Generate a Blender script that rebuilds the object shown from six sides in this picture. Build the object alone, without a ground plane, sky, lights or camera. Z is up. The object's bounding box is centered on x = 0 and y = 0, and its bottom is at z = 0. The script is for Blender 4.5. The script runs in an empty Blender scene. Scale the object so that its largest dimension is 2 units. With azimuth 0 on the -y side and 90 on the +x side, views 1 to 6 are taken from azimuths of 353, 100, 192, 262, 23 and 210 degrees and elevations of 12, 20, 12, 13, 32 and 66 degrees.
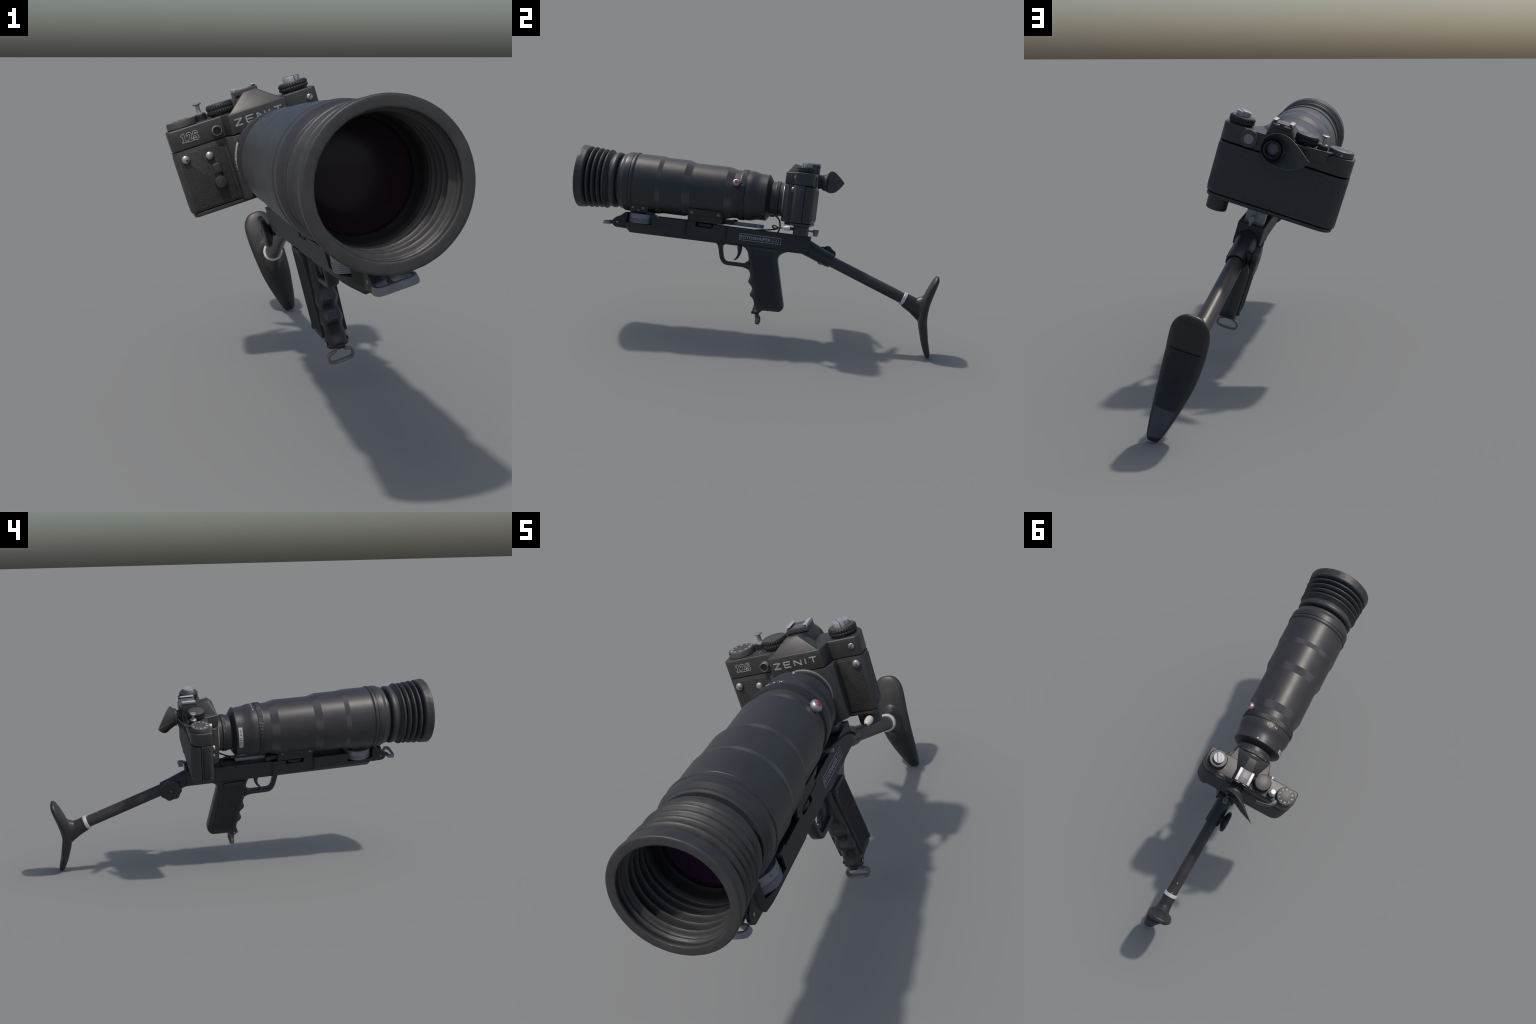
# Telephoto camera on a rifle-style shoulder rig, built part by part.
# Everything is modelled in the rig's own frame: +y runs back along the lens axis,
# z is up for the camera, x is to the side; POSE then tilts the rig as it stands.
import bpy, bmesh, math, random
from mathutils import Matrix, Vector, noise
from math import sin, cos, pi, radians, sqrt, atan2

random.seed(7)
POSE = Matrix(((0.95374, -0.05548, -0.29547, 0.0942),
               (0.06706, 0.99732, 0.02919, -0.9855),
               (0.29305, -0.04766, 0.95491, 0.7938),
               (0, 0, 0, 1)))

# ------------------------------------------------------------------ materials
def node_material(name, base, rough=0.5, metal=0.0, vary=0.25, scale=25.0, bump=0.0, bump_scale=300.0,
                  spec=0.5, worn=None, voronoi=False, coat=0.0):
    m = bpy.data.materials.new(name); m.use_nodes = True
    nt = m.node_tree; n = nt.nodes; l = nt.links
    b = n["Principled BSDF"]
    tc = n.new("ShaderNodeTexCoord")
    nz = n.new("ShaderNodeTexNoise"); nz.inputs["Scale"].default_value = scale
    nz.inputs["Detail"].default_value = 6; nz.inputs["Roughness"].default_value = 0.65
    l.new(tc.outputs["Object"], nz.inputs["Vector"])
    r = n.new("ShaderNodeValToRGB")
    lo = [c * (1 - vary) for c in base]; hi = [min(1, c * (1 + vary)) for c in base]
    r.color_ramp.elements[0].position = 0.3; r.color_ramp.elements[0].color = (*lo, 1)
    r.color_ramp.elements[1].position = 0.7; r.color_ramp.elements[1].color = (*hi, 1)
    l.new(nz.outputs["Fac"], r.inputs["Fac"])
    col = r.outputs["Color"]
    if worn:                                   # bright rubbed edges
        g = n.new("ShaderNodeNewGeometry")
        wr = n.new("ShaderNodeValToRGB")
        wr.color_ramp.elements[0].position = worn[1]; wr.color_ramp.elements[0].color = (0, 0, 0, 1)
        wr.color_ramp.elements[1].position = worn[1] + 0.06; wr.color_ramp.elements[1].color = (1, 1, 1, 1)
        l.new(g.outputs["Pointiness"], wr.inputs["Fac"])
        n2 = n.new("ShaderNodeTexNoise"); n2.inputs["Scale"].default_value = 60
        l.new(tc.outputs["Object"], n2.inputs["Vector"])
        mul = n.new("ShaderNodeMath"); mul.operation = 'MULTIPLY'
        l.new(wr.outputs["Color"], mul.inputs[0]); l.new(n2.outputs["Fac"], mul.inputs[1])
        mx = n.new("ShaderNodeMix"); mx.data_type = 'RGBA'
        l.new(mul.outputs[0], mx.inputs[0]); l.new(col, mx.inputs[6]); mx.inputs[7].default_value = (*worn[0], 1)
        col = mx.outputs[2]
    l.new(col, b.inputs["Base Color"])
    rr = n.new("ShaderNodeMapRange")
    rr.inputs["To Min"].default_value = max(0.05, rough - 0.07); rr.inputs["To Max"].default_value = min(1, rough + 0.07)
    l.new(nz.outputs["Fac"], rr.inputs["Value"]); l.new(rr.outputs[0], b.inputs["Roughness"])
    b.inputs["Metallic"].default_value = metal
    b.inputs["Specular IOR Level"].default_value = spec
    if coat: b.inputs["Coat Weight"].default_value = coat
    if bump:
        if voronoi:
            t = n.new("ShaderNodeTexVoronoi"); t.inputs["Scale"].default_value = bump_scale; out = t.outputs["Distance"]
        else:
            t = n.new("ShaderNodeTexNoise"); t.inputs["Scale"].default_value = bump_scale
            t.inputs["Detail"].default_value = 3; out = t.outputs["Fac"]
        l.new(tc.outputs["Object"], t.inputs["Vector"])
        bp = n.new("ShaderNodeBump"); bp.inputs["Strength"].default_value = bump; bp.inputs["Distance"].default_value = 0.002
        l.new(out, bp.inputs["Height"]); l.new(bp.outputs[0], b.inputs["Normal"])
    return m

M = {}
M['barrel'] = node_material("anodised_lens_black", (0.034, 0.034, 0.037), 0.40, 0.0, 0.15, 14, 0.05, 500, spec=0.40)
M['bevel'] = node_material("lens_step_baked_highlights", (0.044, 0.043, 0.047), 0.40, 0.0, 0.15, 14, spec=0.40)
def add_baked_highlights(m, colour, count):
    """Eight highlights painted into the base colour, spaced evenly round the lens axis."""
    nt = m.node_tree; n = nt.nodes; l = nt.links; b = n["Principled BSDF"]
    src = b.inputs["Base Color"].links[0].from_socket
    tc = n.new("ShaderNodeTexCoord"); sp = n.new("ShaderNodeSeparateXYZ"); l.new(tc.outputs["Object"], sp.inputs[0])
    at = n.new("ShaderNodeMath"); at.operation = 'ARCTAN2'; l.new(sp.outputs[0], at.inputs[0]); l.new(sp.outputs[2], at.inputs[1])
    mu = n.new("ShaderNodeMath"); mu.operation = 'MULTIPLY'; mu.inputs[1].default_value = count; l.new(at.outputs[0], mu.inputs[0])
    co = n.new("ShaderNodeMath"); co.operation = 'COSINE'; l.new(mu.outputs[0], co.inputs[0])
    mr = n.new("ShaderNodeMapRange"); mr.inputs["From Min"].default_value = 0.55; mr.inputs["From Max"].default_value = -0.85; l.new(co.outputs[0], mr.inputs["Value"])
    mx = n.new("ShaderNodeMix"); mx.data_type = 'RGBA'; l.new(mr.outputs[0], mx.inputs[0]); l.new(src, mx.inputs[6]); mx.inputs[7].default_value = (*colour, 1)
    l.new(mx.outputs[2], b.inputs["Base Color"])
add_baked_highlights(M['bevel'], (0.078, 0.072, 0.079), 8)
M['rubber'] = node_material("hood_rubber", (0.034, 0.034, 0.035), 0.48, 0.0, 0.25, 20, 0.08, 150)
M['camera'] = node_material("satin_camera_enamel", (0.037, 0.0368, 0.0362), 0.42, 0.0, 0.18, 30, 0.06, 600)
M['leather'] = node_material("grained_leatherette", (0.030, 0.029, 0.028), 0.55, 0.0, 0.25, 90, 0.55, 330, voronoi=True)
M['leather_back'] = node_material("fine_leatherette", (0.036, 0.037, 0.039), 0.58, 0.0, 0.3, 150, 0.5, 420, voronoi=True)
M['frame'] = node_material("rifle_black_paint", (0.022, 0.022, 0.022), 0.55, 0.0, 0.2, 30, 0.06, 500)
M['grip'] = node_material("grip_glossy_black", (0.022, 0.022, 0.024), 0.30, 0.0, 0.4, 60, 0.2, 60, spec=0.6)
M['panel'] = node_material("grip_panel_black", (0.022, 0.022, 0.024), 0.55, 0.0, 0.2, 40)
M['tube'] = node_material("brown_black_tube", (0.036, 0.032, 0.032), 0.42, 0.0, 0.2, 12)
M['collar'] = node_material("collar_black", (0.020, 0.020, 0.022), 0.38, 0.0, 0.2, 20)
M['butt'] = node_material("butt_black_plastic", (0.026, 0.025, 0.025), 0.44, 0.0, 0.35, 16)
M['pad'] = node_material("butt_pad_rubber", (0.020, 0.021, 0.022), 0.55, 0.0, 0.2, 30)
M['pad_toe'] = node_material('butt_toe_pale_blue', (0.066, 0.068, 0.080), 0.55, 0.0, 0.2, 30)  # paler and bluer than the rest of the pad
M['crank'] = node_material('brushed_crank_alloy', (0.34, 0.34, 0.36), 0.55, 0.35, 0.15, 60)
M['ferrule'] = node_material('bright_ferrule', (0.62, 0.60, 0.60), 0.4, 0.3, 0.2, 50)
M['rail'] = node_material('shoe_rail_alloy', (0.46, 0.45, 0.46), 0.5, 0.35, 0.15, 60)
M['black'] = node_material("deep_black", (0.010, 0.010, 0.011), 0.5, 0.0, 0.1, 30)
M['knurl'] = node_material("knurled_black", (0.018, 0.018, 0.018), 0.45, 0.0, 0.2, 50)
M['chrome'] = node_material("bright_chrome", (0.36, 0.36, 0.37), 0.42, 0.65, 0.12, 60)
M['alloy'] = node_material("grey_alloy", (0.24, 0.24, 0.27), 0.45, 0.5, 0.15, 40, 0.05, 300)
M['darkalloy'] = node_material("dark_alloy", (0.12, 0.12, 0.125), 0.5, 0.4, 0.25, 40)
M['steel'] = node_material("rusty_wire", (0.20, 0.17, 0.155), 0.55, 0.4, 0.35, 70)
M['dial'] = node_material("dial_grey", (0.060, 0.059, 0.056), 0.48, 0.0, 0.1, 30)
M['white'] = node_material("engraved_white", (0.50, 0.50, 0.50), 0.6, 0.0, 0.1, 80)
M['grey_mark'] = node_material("engraved_grey", (0.27, 0.27, 0.30), 0.6, 0.0, 0.15, 80)
M['faint_mark'] = node_material("faint_engraving", (0.10, 0.10, 0.10), 0.6, 0.0, 0.15, 80)
M['tan_mark'] = node_material("engraved_tan", (0.15, 0.13, 0.10), 0.6, 0.0, 0.3, 80)
M['brass'] = node_material("brass_pin", (0.34, 0.29, 0.21), 0.4, 0.6, 0.2, 80)
M['socket'] = node_material('socket_metal', (0.30, 0.27, 0.25), 0.4, 0.5, 0.15, 60)
M['rim'] = node_material('lightened_lip_glint', (0.085, 0.080, 0.072), 0.55, 0.0, 0.3, 60)
M['red'] = node_material("red_enamel", (0.42, 0.012, 0.02), 0.4, 0.0, 0.1, 50)
M['red_line'] = node_material("faded_red_paint", (0.16, 0.022, 0.02), 0.5, 0.0, 0.2, 80)
M['label'] = node_material("paper_label", (0.50, 0.47, 0.49), 0.7, 0.0, 0.08, 60)
M['bulb'] = node_material("ivory_bulb", (0.62, 0.58, 0.52), 0.35, 0.0, 0.08, 30, coat=0.3)
M['cord'] = node_material("cable_rubber", (0.014, 0.013, 0.012), 0.5, 0.0, 0.2, 60)

def glass_material(name, centre, edge, rough, spec=0.35):
    m = bpy.data.materials.new(name); m.use_nodes = True
    nt = m.node_tree; n = nt.nodes; l = nt.links; b = n["Principled BSDF"]
    lw = n.new("ShaderNodeLayerWeight"); lw.inputs["Blend"].default_value = 0.35
    r = n.new("ShaderNodeValToRGB")
    r.color_ramp.elements[0].color = (*centre, 1); r.color_ramp.elements[1].color = (*edge, 1)
    r.color_ramp.elements[1].position = 0.75
    l.new(lw.outputs["Facing"], r.inputs["Fac"]); l.new(r.outputs[0], b.inputs["Base Color"])
    b.inputs["Roughness"].default_value = rough; b.inputs["Specular IOR Level"].default_value = spec
    return m
M['glass'] = glass_material("coated_front_glass", (0.036, 0.022, 0.027), (0.066, 0.018, 0.088), 0.22, 0.2)  # brown and violet reflections tinted into the base colour
M['eyeglass'] = glass_material("eyepiece_glass", (0.16, 0.13, 0.17), (0.30, 0.26, 0.32), 0.15)

# ------------------------------------------------------------------ object helpers
ROOT = bpy.data.objects.new("camera_rifle", None)
bpy.context.scene.collection.objects.link(ROOT)
ROOT["label"] = "black telephoto film camera on a pistol-grip shoulder rig"
ROOT["category"] = "camera"

def add(name, me, mat, parent=None, matrix=None, angle=35, smooth=True):
    ob = bpy.data.objects.new(name, me)
    bpy.context.scene.collection.objects.link(ob)
    if mat is not None and not me.materials: me.materials.append(mat)
    if smooth and len(me.polygons):
        me.polygons.foreach_set("use_smooth", [True] * len(me.polygons))
        me.set_sharp_from_angle(angle=radians(angle))
    if parent is None:
        ob.parent = ROOT; ob.matrix_local = POSE
    else:
        ob.parent = parent
        if matrix is not None: ob.matrix_local = matrix
    return ob

def from_data(verts, faces, merge=True):
    bm = bmesh.new()
    vs = [bm.verts.new(v) for v in verts]
    for f in faces:
        try: bm.faces.new([vs[i] for i in f])
        except ValueError: pass
    return finish(bm, merge)

def finish(bm, merge=True, bevel=0, segs=2, bevel_angle=28):
    if merge: bmesh.ops.remove_doubles(bm, verts=bm.verts, dist=1e-6)
    bmesh.ops.recalc_face_normals(bm, faces=bm.faces)
    if bevel:
        ed = [e for e in bm.edges if len(e.link_faces) == 2 and e.calc_face_angle(0) > radians(bevel_angle)]
        bmesh.ops.bevel(bm, geom=ed, offset=bevel, segments=segs, profile=0.5, affect='EDGES', clamp_overlap=True)
        bmesh.ops.recalc_face_normals(bm, faces=bm.faces)
    me = bpy.data.meshes.new("part"); bm.to_mesh(me); bm.free()
    return me

def frame_of(axis):
    a = Vector(axis).normalized()
    h = Vector((0, 0, 1)) if abs(a.z) < 0.9 else Vector((1, 0, 0))
    u = h.cross(a).normalized(); v = a.cross(u)
    return a, u, v

def revolve(profile, o=(0, 0, 0), axis=(0, 1, 0), segs=64, mod=None):
    """Turn a profile of (distance along axis, radius) pairs; mod(angle, t, r) may reshape the radius."""
    a, u, v = frame_of(axis); o = Vector(o); vs = []; fs = []
    n = len(profile)
    for j in range(segs):
        th = 2 * pi * j / segs
        d = u * cos(th) + v * sin(th)
        for t, r in profile:
            rr = mod(th, t, r) if (mod and r > 1e-6) else r
            vs.append(o + a * t + d * rr)
    for j in range(segs):
        k = (j + 1) % segs
        for i in range(n - 1):
            fs.append((j * n + i, k * n + i, k * n + i + 1, j * n + i + 1))
    return from_data(vs, fs)

def catmull(pts, per=8, closed=False):
    out = []; n = len(pts)
    rng = range(n) if closed else range(n - 1)
    for i in rng:
        if closed: p = [Vector(pts[(i + k) % n]) for k in (-1, 0, 1, 2)]
        else: p = [Vector(pts[max(0, min(n - 1, i + k))]) for k in (-1, 0, 1, 2)]
        for s in range(per):
            t = s / per
            out.append(0.5 * ((2 * p[1]) + (p[2] - p[0]) * t + (2 * p[0] - 5 * p[1] + 4 * p[2] - p[3]) * t * t
                              + (3 * p[1] - p[0] - 3 * p[2] + p[3]) * t ** 3))
    if not closed: out.append(Vector(pts[-1]))
    return out

def extrude(poly, lo, hi, axis='z', bevel=0.0, segs=2):
    """Extrude a 2D outline; axis z: (x,y), axis x: (y,z), axis y: (x,z)."""
    def P(p, h):
        if axis == 'z': return (p[0], p[1], h)
        if axis == 'x': return (h, p[0], p[1])
        return (p[0], h, p[1])
    bm = bmesh.new()
    A = [bm.verts.new(P(p, lo)) for p in poly]; B = [bm.verts.new(P(p, hi)) for p in poly]
    n = len(poly)
    bm.faces.new(A); bm.faces.new(B)
    for i in range(n): bm.faces.new((A[i], A[(i + 1) % n], B[(i + 1) % n], B[i]))
    return finish(bm, True, bevel, segs)

def box(x0, x1, y0, y1, z0, z1, bevel=0.0, segs=2):
    return extrude([(x0, y0), (x1, y0), (x1, y1), (x0, y1)], z0, z1, 'z', bevel, segs)

def rounded(x0, x1, y0, y1, r, n=6):
    """Rounded rectangle outline, r = radii for corners (x0y0, x1y0, x1y1, x0y1)."""
    if not hasattr(r, '__len__'): r = (r,) * 4
    out = []
    for (cx, cy, sx, sy, rr, a0) in ((x0, y0, 1, 1, r[0], pi), (x1, y0, -1, 1, r[1], 1.5 * pi),
                                     (x1, y1, -1, -1, r[2], 0), (x0, y1, 1, -1, r[3], 0.5 * pi)):
        for i in range(n + 1):
            a = a0 + 0.5 * pi * i / n
            out.append((cx + sx * rr + rr * cos(a), cy + sy * rr + rr * sin(a)))
    return out

def clip_y(poly, y, above):
    """Keep the part of a convex outline on one side of a line of constant y."""
    out = []
    for p, q in zip(poly, poly[1:] + poly[:1]):
        pin = (p[1] >= y) == above; qin = (q[1] >= y) == above
        if pin: out.append(p)
        if pin != qin:
            t = (y - p[1]) / (q[1] - p[1]); out.append((p[0] + t * (q[0] - p[0]), y))
    return out

def loft(sections, closed=True, caps=True):
    n = len(sections[0]); vs = [v for s in sections for v in s]; fs = []
    for i in range(len(sections) - 1):
        for j in range(n if closed else n - 1):
            k = (j + 1) % n
            fs.append((i * n + j, i * n + k, (i + 1) * n + k, (i + 1) * n + j))
    if caps:
        fs.append(tuple(range(n))); fs.append(tuple((len(sections) - 1) * n + j for j in range(n)))
    return from_data(vs, fs)

def sweep(path, radius, segs=12, flat=None, closed=False, across=None):
    """Sweep a round (or flat = (half width, half height)) section along a path of points."""
    pts = [Vector(p) for p in path]; n = len(pts); secs = []
    up = None
    for i in range(n):
        if closed: t = (pts[(i + 1) % n] - pts[i - 1]).normalized()
        else: t = (pts[min(n - 1, i + 1)] - pts[max(0, i - 1)]).normalized()
        if up is None:
            up = Vector((1, 0, 0)) if abs(t.x) < 0.8 else Vector((0, 0, 1))
        u = (up - t * up.dot(t)).normalized(); v = t.cross(u); up = u
        if across: v = Vector(across); u = v.cross(t).normalized()
        ring = []
        for k in range(segs):
            a = 2 * pi * k / segs
            if flat:
                c, s = cos(a), sin(a); e = 0.4
                ring.append(pts[i] + u * flat[0] * math.copysign(abs(c) ** e, c) + v * flat[1] * math.copysign(abs(s) ** e, s))
            else:
                ring.append(pts[i] + (u * cos(a) + v * sin(a)) * (radius(i / (n - 1)) if callable(radius) else radius))
        secs.append(ring)
    if closed:
        m = segs; vs = [v for s in secs for v in s]; fs = []
        for i in range(n):
            for j in range(m):
                fs.append((i * m + j, i * m + (j + 1) % m, ((i + 1) % n) * m + (j + 1) % m, ((i + 1) % n) * m + j))
        return from_data(vs, fs)
    return loft(secs)

def join(meshes):
    bm = bmesh.new()
    for me in meshes: bm.from_mesh(me)
    out = bpy.data.meshes.new("part"); bm.to_mesh(out); bm.free()
    return out

def moved(me, mat):
    me.transform(mat); return me

def text(body, size, depth=0.0006, outline=0.0, bold=0.0, spacing=1.0):
    """Built-in font as a mesh centred on the origin in the xy plane."""
    cu = bpy.data.curves.new("lettering", 'FONT'); cu.body = body; cu.size = size
    cu.align_x = 'CENTER'; cu.align_y = 'CENTER'; cu.space_character = spacing; cu.resolution_u = 3
    if outline: cu.fill_mode = 'NONE'; cu.bevel_depth = outline; cu.bevel_resolution = 1; cu.offset = bold
    else: cu.extrude = depth; cu.offset = bold
    ob = bpy.data.objects.new("lettering_tmp", cu); bpy.context.scene.collection.objects.link(ob)
    dg = bpy.context.evaluated_depsgraph_get(); dg.update()
    me = bpy.data.meshes.new_from_object(ob.evaluated_get(dg))
    bpy.data.objects.remove(ob); bpy.data.curves.remove(cu)
    me.materials.clear()
    xs = [v.co.x for v in me.vertices]; ys = [v.co.y for v in me.vertices]
    me.transform(Matrix.Translation((-(min(xs) + max(xs)) / 2, -(min(ys) + max(ys)) / 2, 0)))
    return me

def place(o, right, up):
    r = Vector(right).normalized(); u = Vector(up).normalized(); n = r.cross(u)
    return Matrix(((r.x, u.x, n.x, o[0]), (r.y, u.y, n.y, o[1]), (r.z, u.z, n.z, o[2]), (0, 0, 0, 1)))

def wrap(me, r, y0, ang0, along=1):
    """Bend flat lettering (x,y,z) round the lens axis: text x follows the angle, text y the axis."""
    for v in me.vertices:
        a = ang0 + along * v.co.x / r; rr = r + v.co.z
        v.co = Vector((rr * sin(a), y0 + along * v.co.y, rr * cos(a)))
    me.update(); return me

def screw_mesh(r, h, slot=True):
    me = revolve([(0, 0), (0, r), (h * 0.5, r), (h * 0.9, r * 0.8), (h, r * 0.5), (h, 0)], axis=(0, 0, 1), segs=20)
    return me
def screw(name, o, axis, r, mat, parent, h=None, turn=0.6):
    h = h or r * 0.5
    a, u, v = frame_of(axis)
    d = u * cos(turn) + v * sin(turn)
    mtx = place(o, d, a.cross(d))
    s = add(name, screw_mesh(r, h), mat, parent, mtx)
    slot = box(-r * 0.85, r * 0.85, -r * 0.13, r * 0.13, h * 0.7, h * 1.02)
    slot.transform(mtx)
    return s, slot

# ================================================================== LENS
def ring_profile(points, per=6):
    return [(p.x, p.y) for p in catmull([(a, b, 0) for a, b in points], per)]

barrel = add("lens", revolve(
    [(0.2145, 0.1240), (0.216, 0.1255), (0.234, 0.1260), (0.2345, 0.1455), (0.236, 0.148), (0.240, 0.1502), (0.247, 0.1508), (0.2475, 0.1522),
     (0.256, 0.156), (0.264, 0.1598), (0.270, 0.1606), (0.284, 0.1602), (0.294, 0.1597), (0.2955, 0.1570), (0.2985, 0.1570), (0.300, 0.1605),
     (0.304, 0.1617), (0.309, 0.1618), (0.313, 0.1608), (0.316, 0.1568), (0.3205, 0.1562), (0.3215, 0.1572), (0.36, 0.1572),
     (0.446, 0.1577), (0.4685, 0.1523), (0.530, 0.1523), (0.591, 0.1523), (0.628, 0.1407), (0.720, 0.1412), (0.816, 0.1418), (0.856, 0.1305), (0.892, 0.1305)],
    segs=160), M['barrel'], angle=12)
rear = add("aperture_housing", revolve(
    [(0.90, 0.128), (0.9215, 0.128), (0.9225, 0.1338), (0.935, 0.1340), (0.947, 0.1343), (0.955, 0.1333), (0.964, 0.1312), (0.982, 0.1262), (0.996, 0.1243), (1.010, 0.1246),
     (1.034, 0.1252), (1.0365, 0.1240), (1.054, 0.0985), (1.0555, 0.0930), (1.0565, 0.0906), (1.078, 0.0906), (1.10, 0.0906), (1.122, 0.0910), (1.126, 0.088)],
    segs=160), M['barrel'], barrel, angle=20)
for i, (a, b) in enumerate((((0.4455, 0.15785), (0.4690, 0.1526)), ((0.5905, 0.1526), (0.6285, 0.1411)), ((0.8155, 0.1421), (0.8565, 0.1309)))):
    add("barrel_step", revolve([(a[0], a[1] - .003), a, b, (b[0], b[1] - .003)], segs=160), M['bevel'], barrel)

def comb(count, depth, lo, hi, duty=0.45):
    def f(th, t, r):
        ph = (th * count / (2 * pi)) % 1.0
        return r - (depth if (ph > duty and lo <= t <= hi) else 0)
    return f
add("focus_ring", revolve([(0.888, 0.1300), (0.8895, 0.1355), (0.8925, 0.1366), (0.897, 0.1368), (0.897, 0.1369), (0.9185, 0.1369), (0.9185, 0.1369), (0.921, 0.1360), (0.922, 0.128)],
    segs=600, mod=comb(120, 0.0014, 0.8965, 0.9188)), M['knurl'], barrel, angle=50)
add("aperture_ring", revolve([(1.0775, 0.089), (1.0785, 0.0938), (1.081, 0.0950), (1.084, 0.0952), (1.096, 0.0952), (1.099, 0.0950), (1.1015, 0.0935), (1.1025, 0.089)],
    segs=500, mod=comb(100, 0.0014, 1.083, 1.097)), M['knurl'], barrel, angle=50)
add("mount_ring", revolve([(1.1215, 0.089), (1.1220, 0.0935), (1.1235, 0.0944), (1.128, 0.0944), (1.128, 0.088)], segs=96), M['chrome'], barrel)

# rubber hood: rolled front lip, five pleats and a collar, with the pleats repeated inside
outer = [(-0.0005, 0.1440), (-0.0020, 0.1475), (-0.0024, 0.1560), (-0.0022, 0.1640), (-0.0010, 0.1680), (0.0018, 0.1696), (0.0060, 0.1699), (0.014, 0.1692), (0.024, 0.1681), (0.034, 0.1672), (0.0405, 0.1656), (0.0450, 0.1600), (0.0488, 0.1500)]
pleats = []
crests = ((0.0525, 0.0685, 0.1654), (0.0825, 0.0975, 0.1627), (0.1120, 0.1270, 0.1598), (0.1400, 0.1550, 0.1602))
for yv, yc, rc in crests:                       # deep dark folds between rounded fins
    pleats += [(yv, 0.1380), (yv + 0.0032, 0.1480), (yc - 0.0072, rc - 0.0058), (yc - 0.0028, rc - 0.0006), (yc + 0.0020, rc - 0.0003), (yc + 0.0060, rc - 0.0055), (yc + 0.0100, 0.1500)]
pleats.pop()
pleats += [(0.1650, 0.1490)]
tail = [(0.1700, 0.1440), (0.1755, 0.1380), (0.1815, 0.1430), (0.1855, 0.1478), (0.1872, 0.1480), (0.1925, 0.1500), (0.199, 0.1514), (0.2055, 0.1510), (0.212, 0.1482), (0.2175, 0.1400), (0.2210, 0.1270)]
inner = [(0.2150, 0.1255), (0.205, 0.1312), (0.192, 0.1335), (0.1860, 0.1340), (0.1760, 0.1345), (0.1700, 0.1375), (0.1640, 0.1420)]
for yv, yc, rc in reversed(crests):
    inner += [(yc + 0.0050, rc - 0.0100), (yc, rc - 0.0062), (yc - 0.0050, rc - 0.0105), (yv + 0.0030, 0.1385), (yv, 0.1352), (yv - 0.0035, 0.1390)]
inner += [(0.0460, 0.1462), (0.0415, 0.1512), (0.0365, 0.1502), (0.0310, 0.1446), (0.0255, 0.1490), (0.0195, 0.1502), (0.0140, 0.1468), (0.0085, 0.1436), (0.0035, 0.1429), (-0.0005, 0.1440)]
prof = ring_profile(outer + pleats + tail, 4) + ring_profile(inner, 4)
def rumple(th, t, r):                          # hand-worn rubber: gentle unevenness on lip and pleats
    return r + 0.0006 * noise.noise(Vector((cos(th) * 9, sin(th) * 9, t * 40)))
hood = add("lens_hood", revolve(prof, segs=256, mod=rumple), M['rubber'], barrel, angle=60)
dimple = revolve([(0, 0.0075), (0.0022, 0.0062), (0.0035, 0.003), (0.0038, 0)], segs=24, axis=(0, 0, 1))
add("hood_vent", dimple, M['rubber'], hood, place((-0.1408, 0.190, 0.0405), (0, 1, 0), (0.27, 0, 0.96)))

add("retaining_ring", revolve([(0.2150, 0.1262), (0.2125, 0.1258), (0.2125, 0.1250), (0.2180, 0.1246), (0.2190, 0.1238), (0.2240, 0.1225), (0.2300, 0.1215)], segs=128), M['black'], barrel)
R0 = 0.55                                       # gently domed front element
add("front_element", revolve([(0.2110 + R0 - sqrt(R0 * R0 - (0.1235 * k / 24) ** 2), 0.1235 * k / 24) for k in range(25)], segs=96), M['glass'], barrel, angle=80)

# tripod-ring lock knob with red cap
kd = Vector((0.905, 0, 0.425)).normalized(); kp = Vector((0.1255 * kd.x, 0.873, 0.1255 * kd.z))
add("ring_lock_knob", revolve([(0.002, 0.0), (0.002, 0.0130), (0.007, 0.0140), (0.008, 0.0185), (0.014, 0.0196), (0.021, 0.0194), (0.0255, 0.0165), (0.0280, 0.0098), (0.0276, 0)],
    o=kp, axis=kd, segs=72, mod=lambda th, t, r: r * (1 + 0.03 * (sin(th * 24) > 0)) if r > 0.018 else r), M['chrome'], barrel)
add("knob_cap", revolve([(0.0272, 0.0100), (0.0290, 0.0092), (0.0296, 0.0045), (0.0297, 0)], o=kp, axis=kd, segs=32), M['red'], barrel)

# engraved marks
def strip(r, y0, y1, a0, a1, mat, name, thick=0.0004, n=12):
    secs = []
    for i in range(n + 1):
        a = radians(a0 + (a1 - a0) * i / n)
        s, c = sin(a), cos(a)
        secs.append([(s * (r + h), y, c * (r + h)) for y, h in ((y0, -0.002), (y1, -0.002), (y1, thick), (y0, thick))])
    return add(name, loft(secs), mat, barrel)
strip(0.1307, 0.8735, 0.8765, 83, 100, M['red_line'], "index_line")
strip(0.1253, 1.0070, 1.0270, -105, -55, M['label'], "paper_label", 0.0008, 24)
t = text("MHF 2542/I", 0.0165, 0.0003, spacing=1.15)
add("label_lettering", wrap(t, 0.1263, 1.0170, radians(-80), -1), M['black'], barrel, smooth=False)
t = text("TAIR-3S  4.5/300", 0.0105, 0.0002, spacing=1.35)
add("rim_lettering", wrap(t, 0.1517, 0.2520, radians(-68), -1), M['tan_mark'], barrel, smooth=False)
add("rim_lettering", wrap(text("3", 0.013, 0.0002), 0.1517, 0.252, radians(-112), -1), M['tan_mark'], barrel, smooth=False)
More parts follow.
